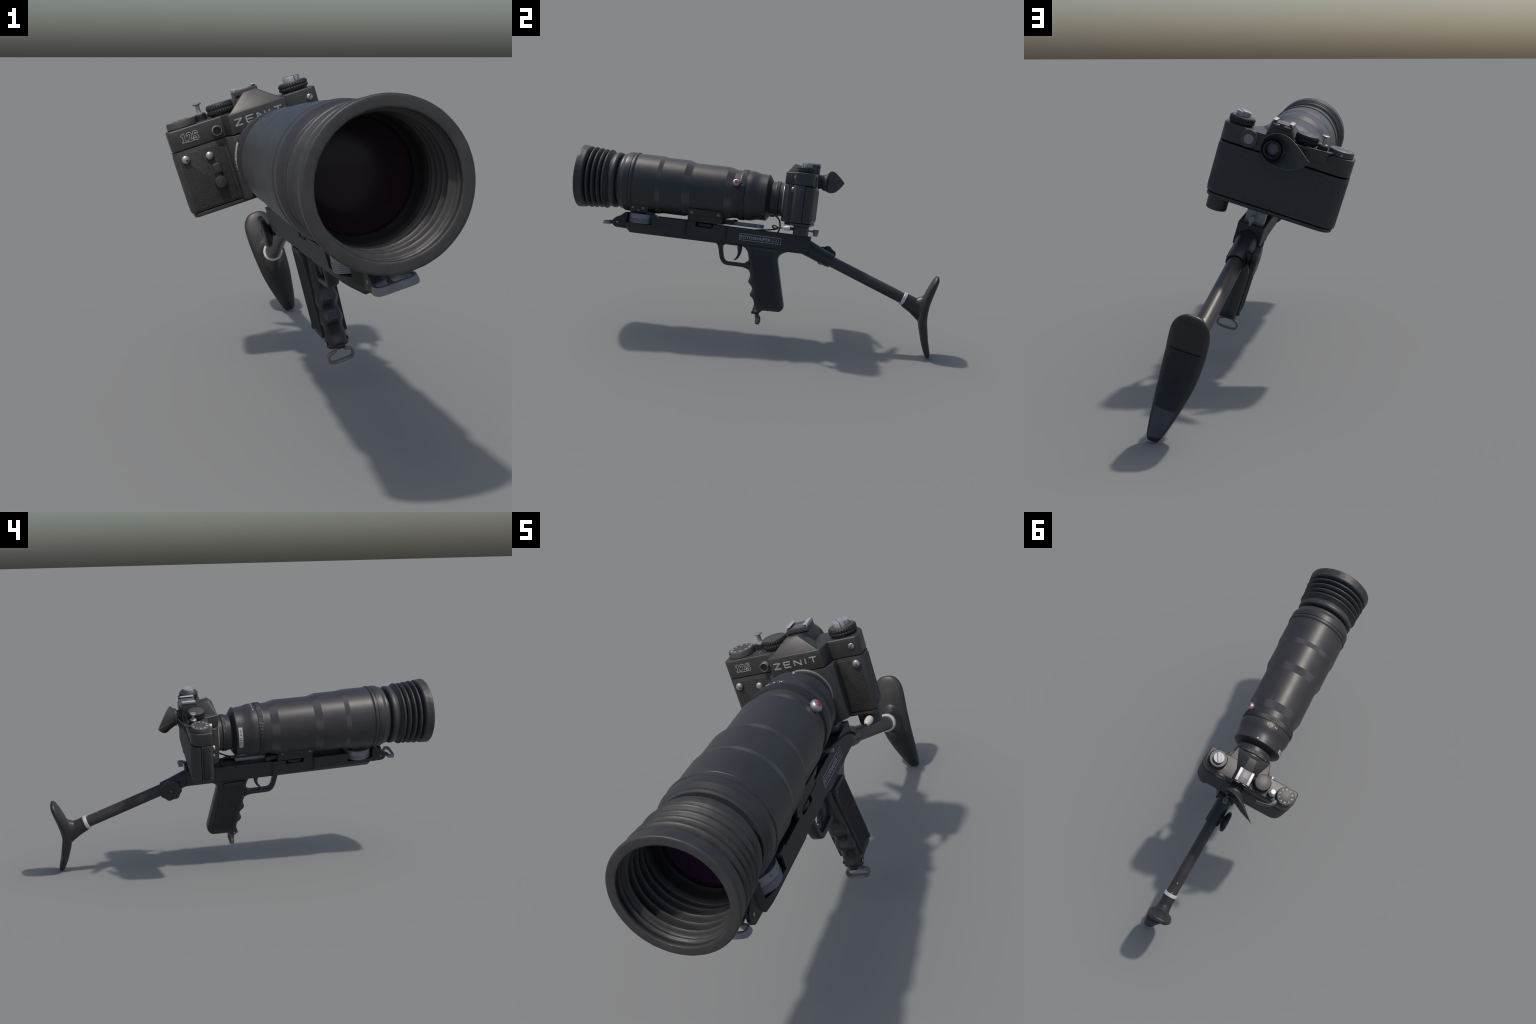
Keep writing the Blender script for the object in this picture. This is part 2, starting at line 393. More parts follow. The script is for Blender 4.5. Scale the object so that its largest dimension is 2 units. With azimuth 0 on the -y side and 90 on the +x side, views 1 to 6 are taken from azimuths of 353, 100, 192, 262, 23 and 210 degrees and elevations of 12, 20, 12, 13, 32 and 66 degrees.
def dot(r, y, ang, rad, mat, name="index_dot", hole=False):
    a = radians(ang); d = Vector((sin(a), 0, cos(a)))
    add(name, revolve([(-0.001, rad), (0.0006, rad), (0.0009, rad * 0.7), (0.0009, 0)], o=d * r + Vector((0, y, 0)), axis=d, segs=16), mat, barrel)
dot(0.1251, 1.0250, 12, 0.0042, M['white']); dot(0.1251, 1.0252, -112, 0.0042, M['tan_mark'])
dot(0.1251, 1.0225, 119, 0.0046, M['black']); dot(0.1251, 1.0230, 134.6, 0.0042, M['tan_mark'])
dot(0.1333, 0.9510, 0, 0.0040, M['red']); dot(0.1588, 0.2750, -40, 0.0025, M['tan_mark']); dot(0.1588, 0.2740, 78, 0.0025, M['tan_mark'])
dot(0.1369, 0.9090, -63, 0.0028, M['tan_mark']); dot(0.0952, 1.0915, -42, 0.0036, M['tan_mark'])
dot(0.0948, 1.0915, 8, 0.0036, M['tan_mark']); dot(0.0907, 1.0700, 97, 0.0022, M['red_line'])
for k, s in enumerate(("16", "8", "5.6")):
    add("stop_number", wrap(text(s, 0.0115, 0.0003, bold=0.0003), 0.1343, 0.938, radians(6 - 10 * k), 1), M['white'], barrel, smooth=False)
for k, s in enumerate(("4.5", "8", "16", "22")):
    add("stop_number", wrap(text(s, 0.008, 0.0003), 0.0953, 1.090, radians(60 + 8 * k), 1), M['tan_mark'], barrel, smooth=False)

# ================================================================== CAMERA
body_outline = rounded(-0.2808, 0.2080, 1.186, 1.2915, (0.018, 0.018, 0.048, 0.050), 10)
leather_outline = rounded(-0.2820, 0.2093, 1.186, 1.2929, (0.018, 0.018, 0.049, 0.051), 10)
cam = add("camera_body", extrude(clip_y(body_outline, 1.2440, False), -0.111, 0.0835, 'z', 0.003), M['camera'])
add("back_door", extrude(clip_y(body_outline, 1.2465, True), -0.109, 0.0800, 'z', 0.003), M['camera'], cam)
# leather wraps the back door, a little proud of it
add("back_leather", extrude(clip_y(leather_outline, 1.2500, True), -0.0965, 0.0685, 'z', 0.0012, 1), M['leather_back'], cam)
add("front_leather", extrude(rounded(-0.2665, -0.1235, -0.1060, 0.0735, 0.006), 1.1835, 1.19, 'y', 0.0015), M['leather'], cam)
add("front_leather", extrude(rounded(0.1190, 0.1930, -0.1090, 0.0745, 0.008), 1.1835, 1.19, 'y', 0.0015), M['leather'], cam)
add("side_leather", extrude(rounded(1.204, 1.2405, -0.104, 0.074, 0.004), -0.2808, -0.276, 'x', 0.001), M['leather_back'], cam)
add("side_leather", extrude(rounded(1.204, 1.2405, -0.104, 0.074, 0.004), 0.2040, 0.2097, 'x', 0.001), M['leather_back'], cam)
add("base_plate", extrude(rounded(-0.2750, 0.2050, 1.188, 1.2885, (0.018, 0.018, 0.048, 0.050), 8), -0.1275, -0.113, 'z', 0.004), M['camera'], cam)
add("top_plate", extrude(rounded(-0.2795, 0.2075, 1.1845, 1.2890, (0.016, 0.016, 0.044, 0.046), 8), 0.0845, 0.1505, 'z', 0.0055, 3), M['camera'], cam)

# mirror box and roof prism
add("mirror_box", extrude([(-0.0945, 1.1265), (0.0945, 1.1265), (0.1165, 1.1500), (0.1165, 1.195), (-0.1150, 1.195), (-0.1150, 1.1500)], -0.1135, 0.0838, 'z', 0.004), M['camera'], cam)
pz = 0.1495
B = [(-0.0925, 1.1262, 0.0852), (0.0925, 1.1262, 0.0852), (0.110, 1.195, 0.0852), (0.110, 1.24, 0.0852), (-0.110, 1.24, 0.0852), (-0.110, 1.195, 0.0852)]
Tt = [(-0.0910, 1.1270, pz), (0.0910, 1.1270, pz), (0.109, 1.195, pz), (0.109, 1.24, pz), (-0.109, 1.24, pz), (-0.109, 1.195, pz)]
bm = bmesh.new()
b0 = [bm.verts.new(p) for p in B]; b1 = [bm.verts.new(p) for p in Tt]
bm.faces.new(b0); bm.faces.new(b1)
for i in range(6): bm.faces.new((b0[i], b0[(i + 1) % 6], b1[(i + 1) % 6], b1[i]))
add("prism_front", finish(bm, True, 0.0045, 3), M['camera'], cam)
def hull(base, z0, roof, name):
    bm = bmesh.new(); n = len(base)
    v0 = [bm.verts.new((*p, z0)) for p in base]; v1 = [bm.verts.new(p) for p in roof]
    bm.faces.new(v0); bm.faces.new(v1)
    for i in range(n): bm.faces.new((v0[i], v0[(i + 1) % n], v1[(i + 1) % n], v1[i]))
    return add(name, finish(bm, True, 0.0035, 3), M['camera'], cam)
hull([(-0.0890, 1.1285), (0.0890, 1.1285), (0.0490, 1.236), (-0.0490, 1.236)], 0.1470,
     [(-0.0205, 1.1615, 0.1995), (0.0205, 1.1615, 0.1995), (0.0225, 1.234, 0.1830), (-0.0225, 1.234, 0.1830)], "prism_roof")
hull([(-0.0500, 1.2260), (0.0500, 1.2260), (0.0500, 1.2955), (-0.0500, 1.2955)], 0.1470,
     [(-0.0360, 1.2290, 0.2010), (0.0360, 1.2290, 0.2010), (0.0360, 1.2955, 0.2010), (-0.0360, 1.2955, 0.2010)], "finder_block")
shoe = extrude([(1.2245, 0.2030), (1.2245, 0.1880), (1.230, 0.182), (1.2965, 0.182), (1.2965, 0.2030)], -0.0380, 0.0380, 'x', 0.0025)
add("shoe_block", shoe, M['camera'], cam)
add("shoe_plate", box(-0.0345, 0.0345, 1.2285, 1.2950, 0.2020, 0.2045, 0.0008), M['darkalloy'], cam)
for s in (-1, 1):
    rail = extrude([(s * 0.0382, 0.2015), (s * 0.0382, 0.2120), (s * 0.0230, 0.2120), (s * 0.0230, 0.2090), (s * 0.0335, 0.2090), (s * 0.0335, 0.2015)], 1.2275, 1.2960, 'y', 0.0014)
    add("shoe_rail", rail, M['rail'], cam)
    add("shoe_stop", box(min(s * 0.008, s * 0.033), max(s * 0.008, s * 0.033), 1.2945, 1.2995, 0.1950, 0.2000, 0.001), M['chrome'], cam)
for k in range(3):
    add("shoe_spring", box(-0.015, 0.015, 1.245 + k * 0.008, 1.2485 + k * 0.008, 0.2042, 0.2056, 0.0006), M['alloy'], cam)

def knurled(c, rad, z0, z1, teeth, rows, name, mat, top=None, depth=0.0028):
    """Knob with rows of teeth round its rim and a plain top face."""
    prof = [(z0, 0), (z0, rad * 0.93)]
    h = (z1 - z0 - 0.004) / rows
    for k in range(rows):
        a = z0 + 0.002 + k * h
        prof += [(a, rad * 0.95), (a + h * 0.12, rad), (a + h * 0.5, rad * 1.012), (a + h * 0.85, rad), (a + h * 0.97, rad * 0.95)]
    prof += [(z1 - 0.001, rad * 0.95), (z1, rad * 0.92), (z1, 0)]
    def mod(th, t, r):
        if r < rad * 0.97: return r
        ph = (th * teeth / (2 * pi)) % 1.0
        return r - depth * (0.5 + 0.5 * cos(2 * pi * ph)) ** 2.2
    ob = add(name, revolve(prof, o=(c[0], c[1], 0), axis=(0, 0, 1), segs=teeth * 8, mod=mod), mat, cam, angle=55)
    return ob
RW = (0.1505, 1.2355)
add("rewind_collar", revolve([(0.149, 0), (0.149, 0.040), (0.156, 0.040), (0.156, 0)], o=(RW[0], RW[1], 0), axis=(0, 0, 1), segs=48), M['black'], cam)
knurled(RW, 0.0468, 0.1545, 0.1795, 30, 2, "rewind_knob", M['knurl'])
add("rewind_dial", revolve([(0.178, 0.0), (0.178, 0.0420), (0.1808, 0.0412), (0.1810, 0)], o=(RW[0], RW[1], 0), axis=(0, 0, 1), segs=64), M['dial'], cam)
crank = revolve([(0.181, 0), (0.181, 0.0265), (0.1945, 0.0272), (0.1975, 0.0260), (0.1980, 0)], o=(RW[0], RW[1], 0), axis=(0, 0, 1), segs=64)
add("rewind_crank", crank, M['crank'], cam)
bar = box(-0.0085, 0.0085, -0.0265, 0.0275, 0.1815, 0.2008, 0.0012); moved(bar, Matrix.Translation((RW[0], RW[1], 0)) @ Matrix.Rotation(radians(28), 4, 'Z'))
add("crank_bar", bar, M['crank'], cam)
for s in (-1, 1):
    g = box(s * 0.0085 - 0.0012, s * 0.0085 + 0.0012, -0.0268, 0.0268, 0.185, 0.1984); moved(g, Matrix.Translation((RW[0], RW[1], 0)) @ Matrix.Rotation(radians(28), 4, 'Z'))
    add("crank_groove", g, M['darkalloy'], cam)

SP = (-0.0930, 1.2360)
add("speed_collar", revolve([(0.149, 0), (0.149, 0.034), (0.157, 0.034), (0.157, 0)], o=(SP[0], SP[1], 0), axis=(0, 0, 1), segs=48), M['black'], cam)
knurled(SP, 0.0430, 0.1550, 0.1860, 30, 2, "speed_dial", M['knurl'])
add("speed_face", revolve([(0.184, 0.0), (0.184, 0.0400), (0.1872, 0.0395), (0.1880, 0.0380), (0.1880, 0)], o=(SP[0], SP[1], 0), axis=(0, 0, 1), segs=64), M['dial'], cam)
for k, s in enumerate(("30", "B", "500", "250", "125", "60", "X30")):
    a = radians(20 + k * 51); 
    mt = place((SP[0] + 0.029 * cos(a), SP[1] + 0.029 * sin(a), 0.1879), (-sin(a), cos(a), 0), (cos(a), sin(a), 0)) @ Matrix.Rotation(pi, 4, 'Z')
    add("speed_number", text(s, 0.0085, 0.0004), M['faint_mark'], cam, mt, smooth=False)

SH = (-0.1565, 1.2600)
add("shutter_collar", revolve([(0.149, 0), (0.149, 0.0195), (0.169, 0.0190), (0.1705, 0.0175), (0.1705, 0)], o=(SH[0], SH[1], 0), axis=(0, 0, 1), segs=40), M['knurl'], cam)
add("shutter_button", revolve([(0.170, 0), (0.170, 0.0160), (0.1735, 0.0160), (0.1755, 0.0125), (0.1765, 0.0075), (0.186, 0.0065), (0.1985, 0.0070), (0.2010, 0.0135), (0.2030, 0.0148), (0.2055, 0.0145), (0.2068, 0.0120), (0.2066, 0.0045), (0.2040, 0.0035), (0.2038, 0)],
    o=(SH[0], SH[1], 0), axis=(0, 0, 1), segs=40), M['chrome'], cam)

CN = (-0.2240, 1.2375)
add("advance_dial", revolve([(0.1495, 0), (0.1495, 0.0440), (0.1530, 0.0470), (0.168, 0.0462), (0.1715, 0.0448), (0.1730, 0.0425), (0.1730, 0)], o=(CN[0], CN[1], 0), axis=(0, 0, 1), segs=80), M['dial'], cam)
add("advance_washer", revolve([(0.1480, 0), (0.1480, 0.0455), (0.1520, 0.0455), (0.1520, 0)], o=(CN[0], CN[1], 0), axis=(0, 0, 1), segs=64), M['black'], cam)
ticks = []
for k in range(60):
    a = 2 * pi * k / 60
    bx = box(-0.0004, 0.0004, 0.0385, 0.0408, 0.1728, 0.1734); moved(bx, Matrix.Translation((CN[0], CN[1], 0)) @ Matrix.Rotation(a, 4, 'Z')); ticks.append(bx)
tk = add("dial_tick", join(ticks), M['white'], cam, smooth=False); tk["kind"] = "stuff"
for k, s in enumerate(("0", "5", "10", "15", "20", "25", "30", "36", "S", "40")):
    a = radians(70 - k * 36)
    mt = place((CN[0] + 0.0330 * cos(a), CN[1] + 0.0330 * sin(a), 0.1729), (sin(a), -cos(a), 0), (cos(a), sin(a), 0))
    add("counter_number", text(s, 0.0105, 0.0004, bold=0.0002), M['white'], cam, mt, smooth=False)
add("index_mark", moved(extrude([(-0.003, 0), (0.003, 0), (0, 0.010)], 0, 0.0006), place((-0.2300, 1.2836, 0.1560), (-1, 0, 0), (0, 0, 1))), M['white'], cam, smooth=False)
# advance lever: upright thumb plate behind the top plate and its arm
lv = [(-0.1045, 1.3235), (-0.125, 1.3215), (-0.150, 1.3150), (-0.170, 1.3085), (-0.1865, 1.3050)]
lvp = lv + [(x, y + 0.0055) for x, y in reversed(lv)]
add("advance_lever", extrude(lvp, 0.1205, 0.1605, 'z', 0.0012), M['camera'], cam)
add("lever_arm", extrude([(-0.168, 1.309), (-0.188, 1.3105), (-0.200, 1.290), (-0.205, 1.270), (-0.190, 1.268), (-0.182, 1.285)], 0.1535, 0.1595, 'z', 0.001), M['camera'], cam)
for k, (x, y, s) in enumerate(((-0.152, 1.222, "4"), (-0.163, 1.226, "-"), (-0.172, 1.2215, "V"))):
    add("top_symbol", text(s, 0.010, 0.0005), M['white'], cam, place((x, y, 0.1506), (-1, 0, 0), (0, -1, 0)), smooth=False)
add("top_symbol", text("4", 0.011, 0.0005), M['white'], cam, place((0.098, 1.252, 0.1506), (-0.6, -0.8, 0), (0.8, -0.6, 0)), smooth=False)

# front fittings
def stud(o, r, name, eyelet):
    add(name, revolve([(0, 0.4 * r), (0.004, 0.45 * r), (0.005, 0.85 * r), (0.009, r), (0.014, 0.93 * r), (0.017, 0.66 * r), (0.0182, 0.3 * r), (0.0184, 0)], o=(o[0], 1.190, o[1]), axis=(0, -1, 0), segs=32), M['chrome'], cam)
    if eyelet:
        add("eyelet_hole", moved(revolve([(0, 0), (0, 0.30 * r), (0.0012, 0.30 * r), (0.0012, 0)], axis=(0, 0, 1), segs=16), place((o[0] + eyelet * 0.0020, 1.1732, o[1] - 0.0040), (1, 0, 0), (0, -0.25, 0.97))), M['black'], cam)
stud((-0.249, 0.056), 0.0130, "strap_lug", 1); stud((0.181, 0.060), 0.0130, "strap_lug", 1); stud((-0.175, 0.046), 0.0125, "release_button", 0)
_, sl = screw("cover_screw", (0.180, 1.1845, 0.121), (0, -1, 0), 0.0098, M['chrome'], cam, 0.0045, 0.9)
add("screw_slot", sl, M['black'], cam)
add("sync_socket", revolve([(0.0, 0.0150), (0.018, 0.0158), (0.020, 0.0150), (0.0205, 0.0138), (0.019, 0.0130), (0.014, 0.0128), (0.014, 0)], o=(-0.131, 1.186, 0.112), axis=(0, -1, 0), segs=40), M['socket'], cam)
add("sync_contact", revolve([(0.014, 0.0128), (0.0195, 0.0125), (0.0198, 0.0095), (0.0165, 0.0090), (0.0168, 0.0035), (0.0185, 0.003), (0.0185, 0)], o=(-0.131, 1.186, 0.112), axis=(0, -1, 0), segs=32), M['black'], cam)
arm = add("self_timer_lever", extrude(rounded(-0.0122, 0.0122, -0.031, 0.0, (0.003, 0.003, 0.006, 0.006), 4), 0, 0.015, 'z', 0.003, 3), M['camera'], cam,
          place((-0.1655, 1.1835, 0.018), (1, 0, 0), (0, 0, 1)))
add("timer_neck", box(-0.1745, -0.1575, 1.1730, 1.186, -0.030, 0.002, 0.0015), M['camera'], cam)
add("timer_knob", revolve([(0, 0.0185), (0.010, 0.0195), (0.022, 0.0195), (0.0250, 0.0180), (0.0258, 0.0150), (0.0258, 0)], o=(-0.1672, 1.1865, -0.041), axis=(0, -1, 0), segs=10), M['camera'], cam)

# maker's lettering on the prism: double-line strokes
def strokes(letters, w, gap, thick, depth):
    ms = []
    for x0, segs_ in letters:
        for (ax, ay, bx_, by) in segs_:
            d = Vector((bx_ - ax, by - ay)); L = d.length; d /= L; nrm = Vector((-d.y, d.x))
            for s in (-1, 1):
                c = Vector((ax + x0, ay)) + nrm * gap * s
                p = [c - nrm * thick, c + d * L - nrm * thick, c + d * L + nrm * thick, c + nrm * thick]
                ms.append(extrude([(q.x, q.y) for q in p], 0, depth))
    return join(ms)
h, wd = 0.0185, 0.024
Zs = [(0, h, wd, h), (wd * 0.98, h, 0.02 * wd, 0), (0, 0, wd, 0)]
Es = [(0, 0, 0, h), (0, h, wd * 0.95, h), (0, h * 0.5, wd * 0.85, h * 0.5), (0, 0, wd * 0.95, 0)]
Ns = [(0, 0, 0, h), (0, h, wd, 0), (wd, 0, wd, h)]
Is = [(0, 0, 0, h)]
Ts = [(0, h, wd, h), (wd * 0.5, 0, wd * 0.5, h)]
zen = strokes([(-0.0775, Zs), (-0.0400, Es), (-0.0040, Ns), (0.0350, Is), (0.0505, Ts)], 0, 0.0013, 0.00055, 0.0009)
add("name_lettering", zen, M['white'], cam, place((0, 1.1262, 0.1100), (1, 0, 0), (0, 0, 1)) , smooth=False)
one = [(0.000, 0.000), (0.016, 0.000), (0.016, 0.004), (0.0118, 0.004), (0.0118, 0.029), (0.0065, 0.029), (0.000, 0.0245), (0.000, 0.0205), (0.0045, 0.0215), (0.0045, 0.004), (0.000, 0.004)]
def dense(poly, k=3):
    return [Vector((p[0] + (q[0] - p[0]) * i / k, p[1] + (q[1] - p[1]) * i / k, 0)) for p, q in zip(poly, poly[1:] + poly[:1]) for i in range(k)]
add("model_lettering", sweep(dense([(x * 0.92, y * 0.92) for x, y in one]), 0.0006, 6, closed=True, across=(0, 0, 1)), M['white'], cam, place((-0.2415, 1.1842, 0.1060), (1, 0, 0), (0, 0, 1)), smooth=False)
add("model_lettering", text("2S", 0.0370, outline=0.0006, bold=0.0014, spacing=1.08), M['white'], cam, place((-0.2060, 1.1842, 0.1185), (1, 0, 0), (0, 0, 1)), smooth=False)
add("serial_number", text("96117324", 0.011, 0.0003, spacing=1.2), M['panel'], cam, place((-0.172, 1.2880, 0.0955), (-1, 0, 0), (0, 0, 1)), smooth=False)

# back fittings: memo disc, eyepiece and rubber eyecup
add("memo_disc", revolve([(0, 0), (0, 0.0330), (0.0075, 0.0330), (0.0100, 0.0312), (0.0095, 0.0280), (0.0070, 0.0200), (0.0070, 0)], o=(0.1015, 1.2870, 0.1190), axis=(0, 1, 0), segs=64), M['dial'], cam)
add("memo_face", revolve([(0.003, 0.0), (0.003, 0.0185), (0.0050, 0.0180), (0.0050, 0)], o=(0.1015, 1.2915, 0.1172), axis=(0, 1, 0), segs=40), M['alloy'], cam)
EC = Vector((0.004, 0, 0.116))
add("eyepiece", revolve([(0, 0.026), (0, 0.0365), (0.010, 0.0365), (0.011, 0.0345), (0.022, 0.0340), (0.0225, 0.0365), (0.031, 0.0375), (0.032, 0.0345), (0.050, 0.0340), (0.0545, 0.0325), (0.0560, 0.0300), (0.0550, 0.0265), (0.0500, 0.0240), (0.040, 0.0225), (0.022, 0.0225)],
    o=(EC.x, 1.2960, EC.z), axis=(0, 1, 0), segs=64), M['black'], cam)
add("eyepiece_glass", revolve([(0.0295 - 0.004 * (1 - (k / 10) ** 2) * -1, 0.0248 * k / 10) for k in range(11)], o=(EC.x, 1.2960, EC.z), axis=(0, 1, 0), segs=40), M['eyeglass'], cam, angle=80)
lip = [(0.0480, 1.336, 0.113), (0.0410, 1.340, 0.145), (0.0200, 1.347, 0.169), (-0.0080, 1.357, 0.1795), (-0.0430, 1.374, 0.1785), (-0.0900, 1.401, 0.1580), (-0.1300, 1.426, 0.1325), (-0.1365, 1.428, 0.1265),
       (-0.1165, 1.412, 0.1010), (-0.0740, 1.388, 0.0735), (-0.0300, 1.363, 0.0660), (0.0100, 1.347, 0.0700), (0.0370, 1.338, 0.0890)]
lipc = catmull(lip, 8, True); nL = len(lipc)
# start the neck rings at matching angles
def ring_at(rad, y):
    out = []
    for p in lipc:
        a = atan2(p.z - EC.z, p.x - EC.x)
        out.append((EC.x + rad * cos(a), y, EC.z + rad * sin(a)))
    return out
def between(f, rad, bulge=0.0, off=0.0):
    out = []
    for p in lipc:
        a = atan2(p.z - EC.z, p.x - EC.x)
        q = Vector((EC.x + rad * cos(a), 0, EC.z + rad * sin(a)))
        w = q.lerp(Vector((p.x, 0, p.z)), f)
        y = 1.330 + (p.y - 1.330) * (f ** 0.9) + off
        out.append((w.x, y, w.z))
    return out
secs = [ring_at(0.0385, 1.3210), ring_at(0.0425, 1.3225), ring_at(0.0435, 1.3270), ring_at(0.0425, 1.3320)]
secs += [between(f, 0.0430) for f in (0.03, 0.15, 0.35, 0.6, 0.85, 0.97)]
secs.append([(x, y + 0.0012, z) for x, y, z in between(1.0, 0.043)])
secs.append([(x * 0.985 + EC.x * 0.015, y + 0.0012, z * 0.985 + EC.z * 0.015) for x, y, z in between(1.0, 0.043)])
secs += [between(f, 0.0385, off=0.0035) for f in (0.92, 0.75, 0.5, 0.25, 0.05)]
secs += [ring_at(0.0370, 1.3400), ring_at(0.0350, 1.3340)]
cup = add("eyecup", loft(secs, True, False), M['rubber'], cam, angle=50)
edge = [Vector(p) + Vector((0, 0.0008, 0)) for p in between(0.995, 0.043)]
add("eyecup_lip_glint", sweep(edge, 0.0016, 8, closed=True), M['rim'], cam, angle=70)  # thin pale bead modelled for the light caught along the cup lip

add("battery_knob", revolve([(0, 0), (0, 0.0375), (0.004, 0.0392), (0.040, 0.0392), (0.0485, 0.0385), (0.0500, 0.0365), (0.0500, 0)], o=(0.1555, 1.2425, -0.1255), axis=(0, 0, -1), segs=64), M['camera'], cam)
add("tripod_foot", extrude(rounded(-0.06, 0.07, 1.145, 1.20, 0.006, 3), -0.130, -0.108, 'z', 0.002), M['black'], cam)

# ================================================================== RIFLE FRAME
GX = 0.0065                                    # centre plane of the rifle parts
WALL = 0.0075; FLOOR = -0.2755; HB = 0.0375
def channel(y, hw, top):
    """Cross-section of the open channel: outer side, chamfered floor, inner walls."""
    zc = FLOOR + (hw - HB)
    i = hw - WALL; zi = zc + 0.006; hb = HB - 0.003
    return [(GX + x, y, z) for x, z in ((-hw, top), (-hw, zc), (-HB, FLOOR), (HB, FLOOR), (hw, zc), (hw, top), (i, top), (i, zi), (hb, FLOOR + 0.008), (-hb, FLOOR + 0.008), (-i, zi), (-i, top))]
F, MID, RE = 0.0740, 0.0605, 0.0490
stations = [(0.3060, 0.0660, -0.2215), (0.3300, F, -0.2215), (0.4300, F, -0.2215), (0.4302, F, -0.1735), (0.6120, F, -0.1725), (0.6230, MID, -0.1735), (0.6690, MID, -0.1765), (0.6692, MID, -0.1985),
            (0.7660, MID, -0.1995), (0.7662, MID, -0.1785), (0.8320, MID, -0.1790), (0.8440, RE, -0.1795), (1.2000, RE, -0.1805), (1.2880, RE, -0.1820)]
frame = add("rifle_frame", loft([channel(*s) for s in stations]), M['frame'], angle=25)
# front bulkhead with sloped chin, rear plate and rear deck
def slab(y0, y1, hw, top, chin=0.0):
    zc = FLOOR + (hw - HB)
    a = [(GX - hw, top), (GX - hw, zc), (GX - HB, FLOOR), (GX + HB, FLOOR), (GX + hw, zc), (GX + hw, top)]
    lo = [(x, y0, max(z, FLOOR + chin)) for x, z in a]; hi = [(x, y1, z) for x, z in a]
    return loft([lo, hi])
def nose(y, hw, top, bottom):
    zc = bottom + max(0.001, hw - HB); hb = min(HB, hw - 0.001)
    return [(GX + x, y, z) for x, z in ((-hw, top), (-hw, zc), (-hb, bottom), (hb, bottom), (hw, zc), (hw, top))]
add("front_bulkhead", loft([nose(0.2700, 0.0375, -0.1685, -0.2550), nose(0.2780, 0.0470, -0.1680, -0.2555), nose(0.2865, 0.0585, -0.1680, -0.2570), nose(0.2880, 0.0590, -0.1682, -0.2585),
                            nose(0.2882, 0.0592, -0.2225, -0.2587), nose(0.3065, 0.0659, -0.2225, -0.2740)]), M['frame'], frame, angle=25)
add("rear_plate", slab(1.2835, 1.2915, RE - 0.0004, -0.1818), M['frame'], frame)
for y0, y1, hw, z in ((0.4310, 0.6160, F, -0.1800), (0.6160, 0.6685, MID, -0.1850), (0.6685, 0.7665, MID, -0.2040), (0.7665, 0.8380, MID, -0.1870), (0.8380, 1.2100, RE, -0.1890), (1.2100, 1.2850, RE, -0.1835)):
    add("frame_deck", box(GX - hw + 0.004, GX + hw - 0.004, y0, y1, z - 0.008, z, 0.0008), M['frame'], frame)
lug = [(0.2720, -0.1690), (0.2640, -0.1760), (0.2500, -0.1880), (0.2250, -0.2000)]
arc = [(0.2350 + 0.0300 * cos(a), -0.2285 + 0.0275 * sin(a)) for a in [radians(130 + k * 14) for k in range(10)]]
lug = lug + arc + [(0.2840, -0.2570), (0.2840, -0.1690)]
for s in (-1, 1):
    add("sling_lug", extrude(lug, GX + s * 0.0365 - 0.006, GX + s * 0.0365 + 0.006, 'x', 0.002), M['frame'], frame)
    pin = revolve([(0, 0), (0, 0.0052), (0.0012, 0.0048), (0.0014, 0)], o=(GX + s * 0.0424, 0.2325, -0.2275), axis=(s, 0, 0), segs=20)
    add("lug_pin", pin, M['brass'], frame)
add("lug_web", extrude([(0.2720, -0.171), (0.2640, -0.178), (0.2500, -0.190), (0.2440, -0.200), (0.2440, -0.25), (0.284, -0.2555), (0.284, -0.171)], GX - 0.031, GX + 0.031, 'x', 0.001), M['frame'], frame)
# front sling ring: flat strap bent into a D with its ends hooked back to the lug
zr = -0.2345
ringp = [(GX - 0.010, 0.228, zr + .006), (GX - 0.013, 0.205, zr + 0.003), (GX - 0.020, 0.193, zr + .001), (GX - 0.036, 0.190, zr), (GX - 0.0455, 0.182, zr), (GX - 0.0450, 0.168, zr - 0.001), (GX - 0.036, 0.1600, zr - 0.002), (GX, 0.1595, zr - 0.002)]
ringp = ringp + [(2 * GX - x, y, z) for x, y, z in reversed(ringp[:-1])]
add("sling_ring", sweep(catmull(ringp, 6), 0.006, 16, flat=(0.0052, 0.0100)), M['alloy'], frame, angle=60)

# thumbwheel with scale band and coil-like knurl
WC = (GX + 0.001, 0.3630)
wp = [(-0.2200, 0), (-0.2200, 0.0740), (-0.2185, 0.0800)]
for k in range(5):
    z = -0.2180 + k * 0.0045
    wp += [(z, 0.0800), (z + 0.0022, 0.0808), (z + 0.0034, 0.0800), (z + 0.0040, 0.0782)]
wp += [(-0.1948, 0.0775), (-0.1938, 0.0770), (-0.1930, 0.0785), (-0.1690, 0.0785), (-0.1670, 0.0765), (-0.1670, 0)]
add("focus_thumbwheel", revolve(wp, o=(WC[0], WC[1], 0), axis=(0, 0, 1), segs=96), M['alloy'], frame, angle=40)
for k, s in enumerate(("6", "8", "10", "15", "20", "30", "50")):
    a = radians(-75 + k * 26); c, s_ = cos(a), sin(a)
    add("distance_number", text(s, 0.011, 0.0004), M['darkalloy'], frame, place((WC[0] + 0.0785 * c, WC[1] + 0.0785 * s_, -0.1795), (-s_, c, 0), (0, 0, 1)), smooth=False)
